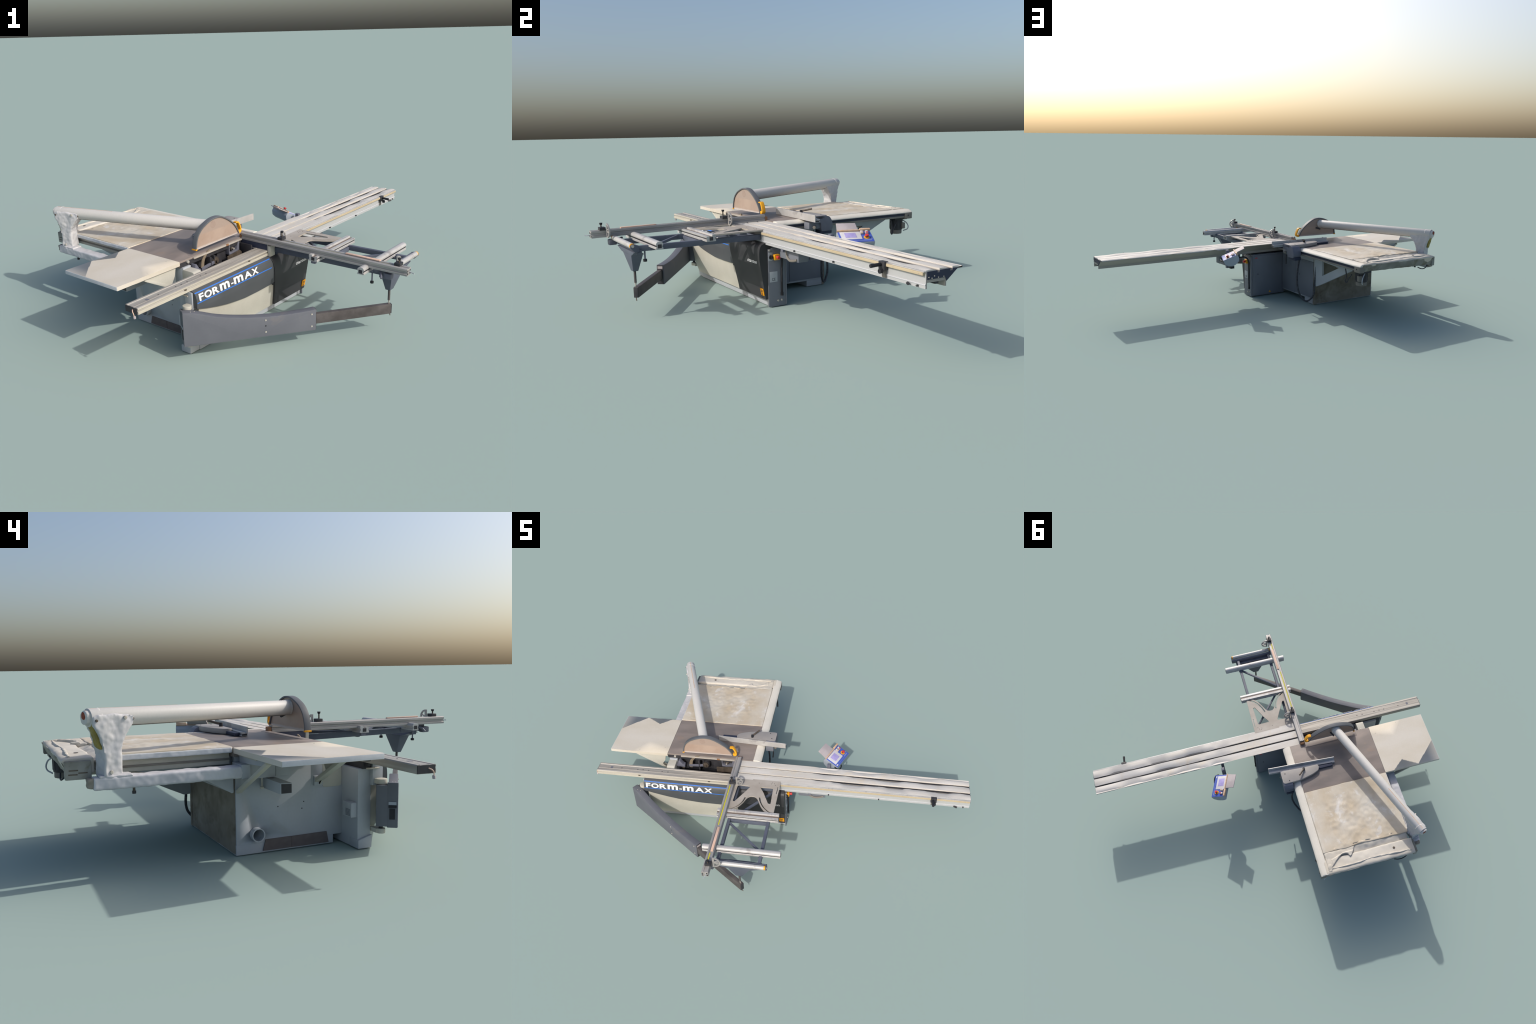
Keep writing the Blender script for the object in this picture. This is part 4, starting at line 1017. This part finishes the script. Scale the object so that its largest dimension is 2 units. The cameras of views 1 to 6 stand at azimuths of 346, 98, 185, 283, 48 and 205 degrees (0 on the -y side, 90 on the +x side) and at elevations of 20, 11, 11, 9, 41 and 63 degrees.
cyl("casting_screw", (0.035, 0.235, 0.381), (0.035, 0.235, 0.3825), 0.003, BLACK, rf)
cyl("fence_lever_hub", (-0.082, 0.236, 0.380), (-0.082, 0.236, 0.397), 0.0075, BLACK, rf, bev=0.001)
tube_curve("fence_lever", [(-0.084, 0.234, 0.392), (-0.068, 0.252, 0.396), (-0.045, 0.276, 0.404)], 0.0048, MUD, rf)
box("fence_shoe", -0.262, -0.17, 0.228, 0.250, 0.3605, 0.372, NAVY, rf, bev=0.002)

# ------------------------------------------------------------------ control panel
cp_o = Vector((0.440, 0.099, 0.315))
cu_ = Vector((0.385, 0.923, 0)).normalized()
cv = Vector((-0.849, 0.362, 0.385))
cv = (cv - cu_ * cv.dot(cu_)).normalized()
cn = cu_.cross(cv)
cp = frame_prism("control_panel", rounded([(0, 0), (0.003, -0.028), (0.022, -0.046), (0.055, -0.052), (0.082, -0.042), (0.094, -0.020), (0.090, 0)], 0.005, 3), cp_o, cv, cn, cu_, 0, 0.149, PANGREY, bev=0.002)
def on_panel(name, u0, u1, v0, v1, h, material, h0=0.0, bev=0.0004):
    return frame_prism(name, [(u0, v0), (u1, v0), (u1, v1), (u0, v1)], cp_o, cu_, cv, cn, h0, h, material, cp, bev)
on_panel("panel_face", 0.002, 0.147, 0.002, 0.0845, 0.0014, PANBLUE)
on_panel("display_frame", 0.010, 0.099, 0.021, 0.081, 0.0032, PANWHITE, 0.001)
on_panel("display_screen", 0.028, 0.078, 0.033, 0.071, 0.0040, SCREEN, 0.003)
on_panel("panel_line", 0.012, 0.135, 0.0105, 0.0115, 0.0019, PANGREY, 0.001, 0)
on_panel("panel_note", 0.105, 0.138, 0.0140, 0.0162, 0.0019, PANGREY, 0.001, 0)
on_panel("panel_tag", 0.008, 0.022, 0.008, 0.016, 0.0024, PANWHITE, 0.001)
def pp(u, v, h=0):
    return cp_o + cu_ * u + cv * v + cn * h
cyl("stop_ring", pp(0.120, 0.034, 0.001), pp(0.120, 0.034, 0.0032), 0.0125, YELLOW, cp)
cyl("stop_button", pp(0.120, 0.034, 0.002), pp(0.120, 0.034, 0.012), 0.0062, BLACK, cp)
cyl("stop_button_head", pp(0.120, 0.034, 0.009), pp(0.120, 0.034, 0.017), 0.0082, RED, cp, bev=0.003)
for u in (0.106, 0.128):
    on_panel("twin_button", u - 0.0065, u + 0.0065, 0.058, 0.078, 0.010, LIDM, 0.001, 0.002)
    on_panel("twin_button_cap", u - 0.005, u + 0.005, 0.0595, 0.067, 0.0112, TANM if u < .11 else RED, 0.009, 0.001)
    on_panel("twin_button_cap", u - 0.005, u + 0.005, 0.069, 0.0765, 0.0112, PANWHITE, 0.009, 0.001)
tw = text("panel_warning", "A", 0.008, pp(0.136, 0.022, 0.0018), cu_, cv, PANGREY, cp, depth=0.0006)
on_panel("panel_back_rail", 0.101, 0.148, 0.0845, 0.0955, 0.012, TANM, -0.004, 0.002)
on_panel("panel_hinge", 0.0, 0.099, 0.083, 0.090, 0.010, TANM, -0.004, 0.002)
lid_a = Vector((0.3655, 0.131, 0.3525))
lv = Vector((-0.0465, 0.026, 0.0255)).normalized()
lid = frame_prism("panel_lid", [(0, 0), (0.094, 0), (0.088, 0.057), (0.002, 0.059)], lid_a, cu_, lv, cu_.cross(lv), -0.002, 0.0022, LIDM, cp, bev=0.001)
tube_curve("panel_grip", [pp(-0.004, 0.068 - .05, -0.006), pp(0.0, -0.004, -0.010), pp(0.035, -0.012, -0.018), pp(0.055, -0.004, -0.022)], 0.0038, BLACK, cp)
box("panel_stem", 0.380, 0.398, 0.074, 0.094, 0.235, 0.348, SLATEB, cp, bev=0.002)
box("panel_bearer", 0.374, 0.392, -0.02, 0.140, 0.245, 0.262, SLATEB, cp, bev=0.002)
frustum("panel_bracket", 0.300, 0.256, (0.385, 0.440, 0.125, 0.165), (0.377, 0.400, 0.125, 0.150), PANGREY, cp)
box("panel_bracket_foot", 0.375, 0.399, 0.122, 0.148, 0.241, 0.258, BLACK, cp, bev=0.001)

# ------------------------------------------------------------------ loose service cables
tube_curve("service_cable", [(-0.001, 0.304, 0.290), (0.008, 0.298, 0.20), (0.008, 0.297, 0.145), (0.0, 0.302, 0.087), (-0.016, 0.318, 0.042), (-0.032, 0.340, 0.024), (-0.050, 0.364, 0.040), (-0.060, 0.380, 0.068), (-0.066, 0.381, 0.14), (-0.075, 0.379, 0.23), (-0.078, 0.378, 0.29)], 0.0055, mat("ribbed_conduit", (78, 80, 86), (52, 53, 58), (160, 160, 160)), None)

print("objects", len(bpy.data.objects))
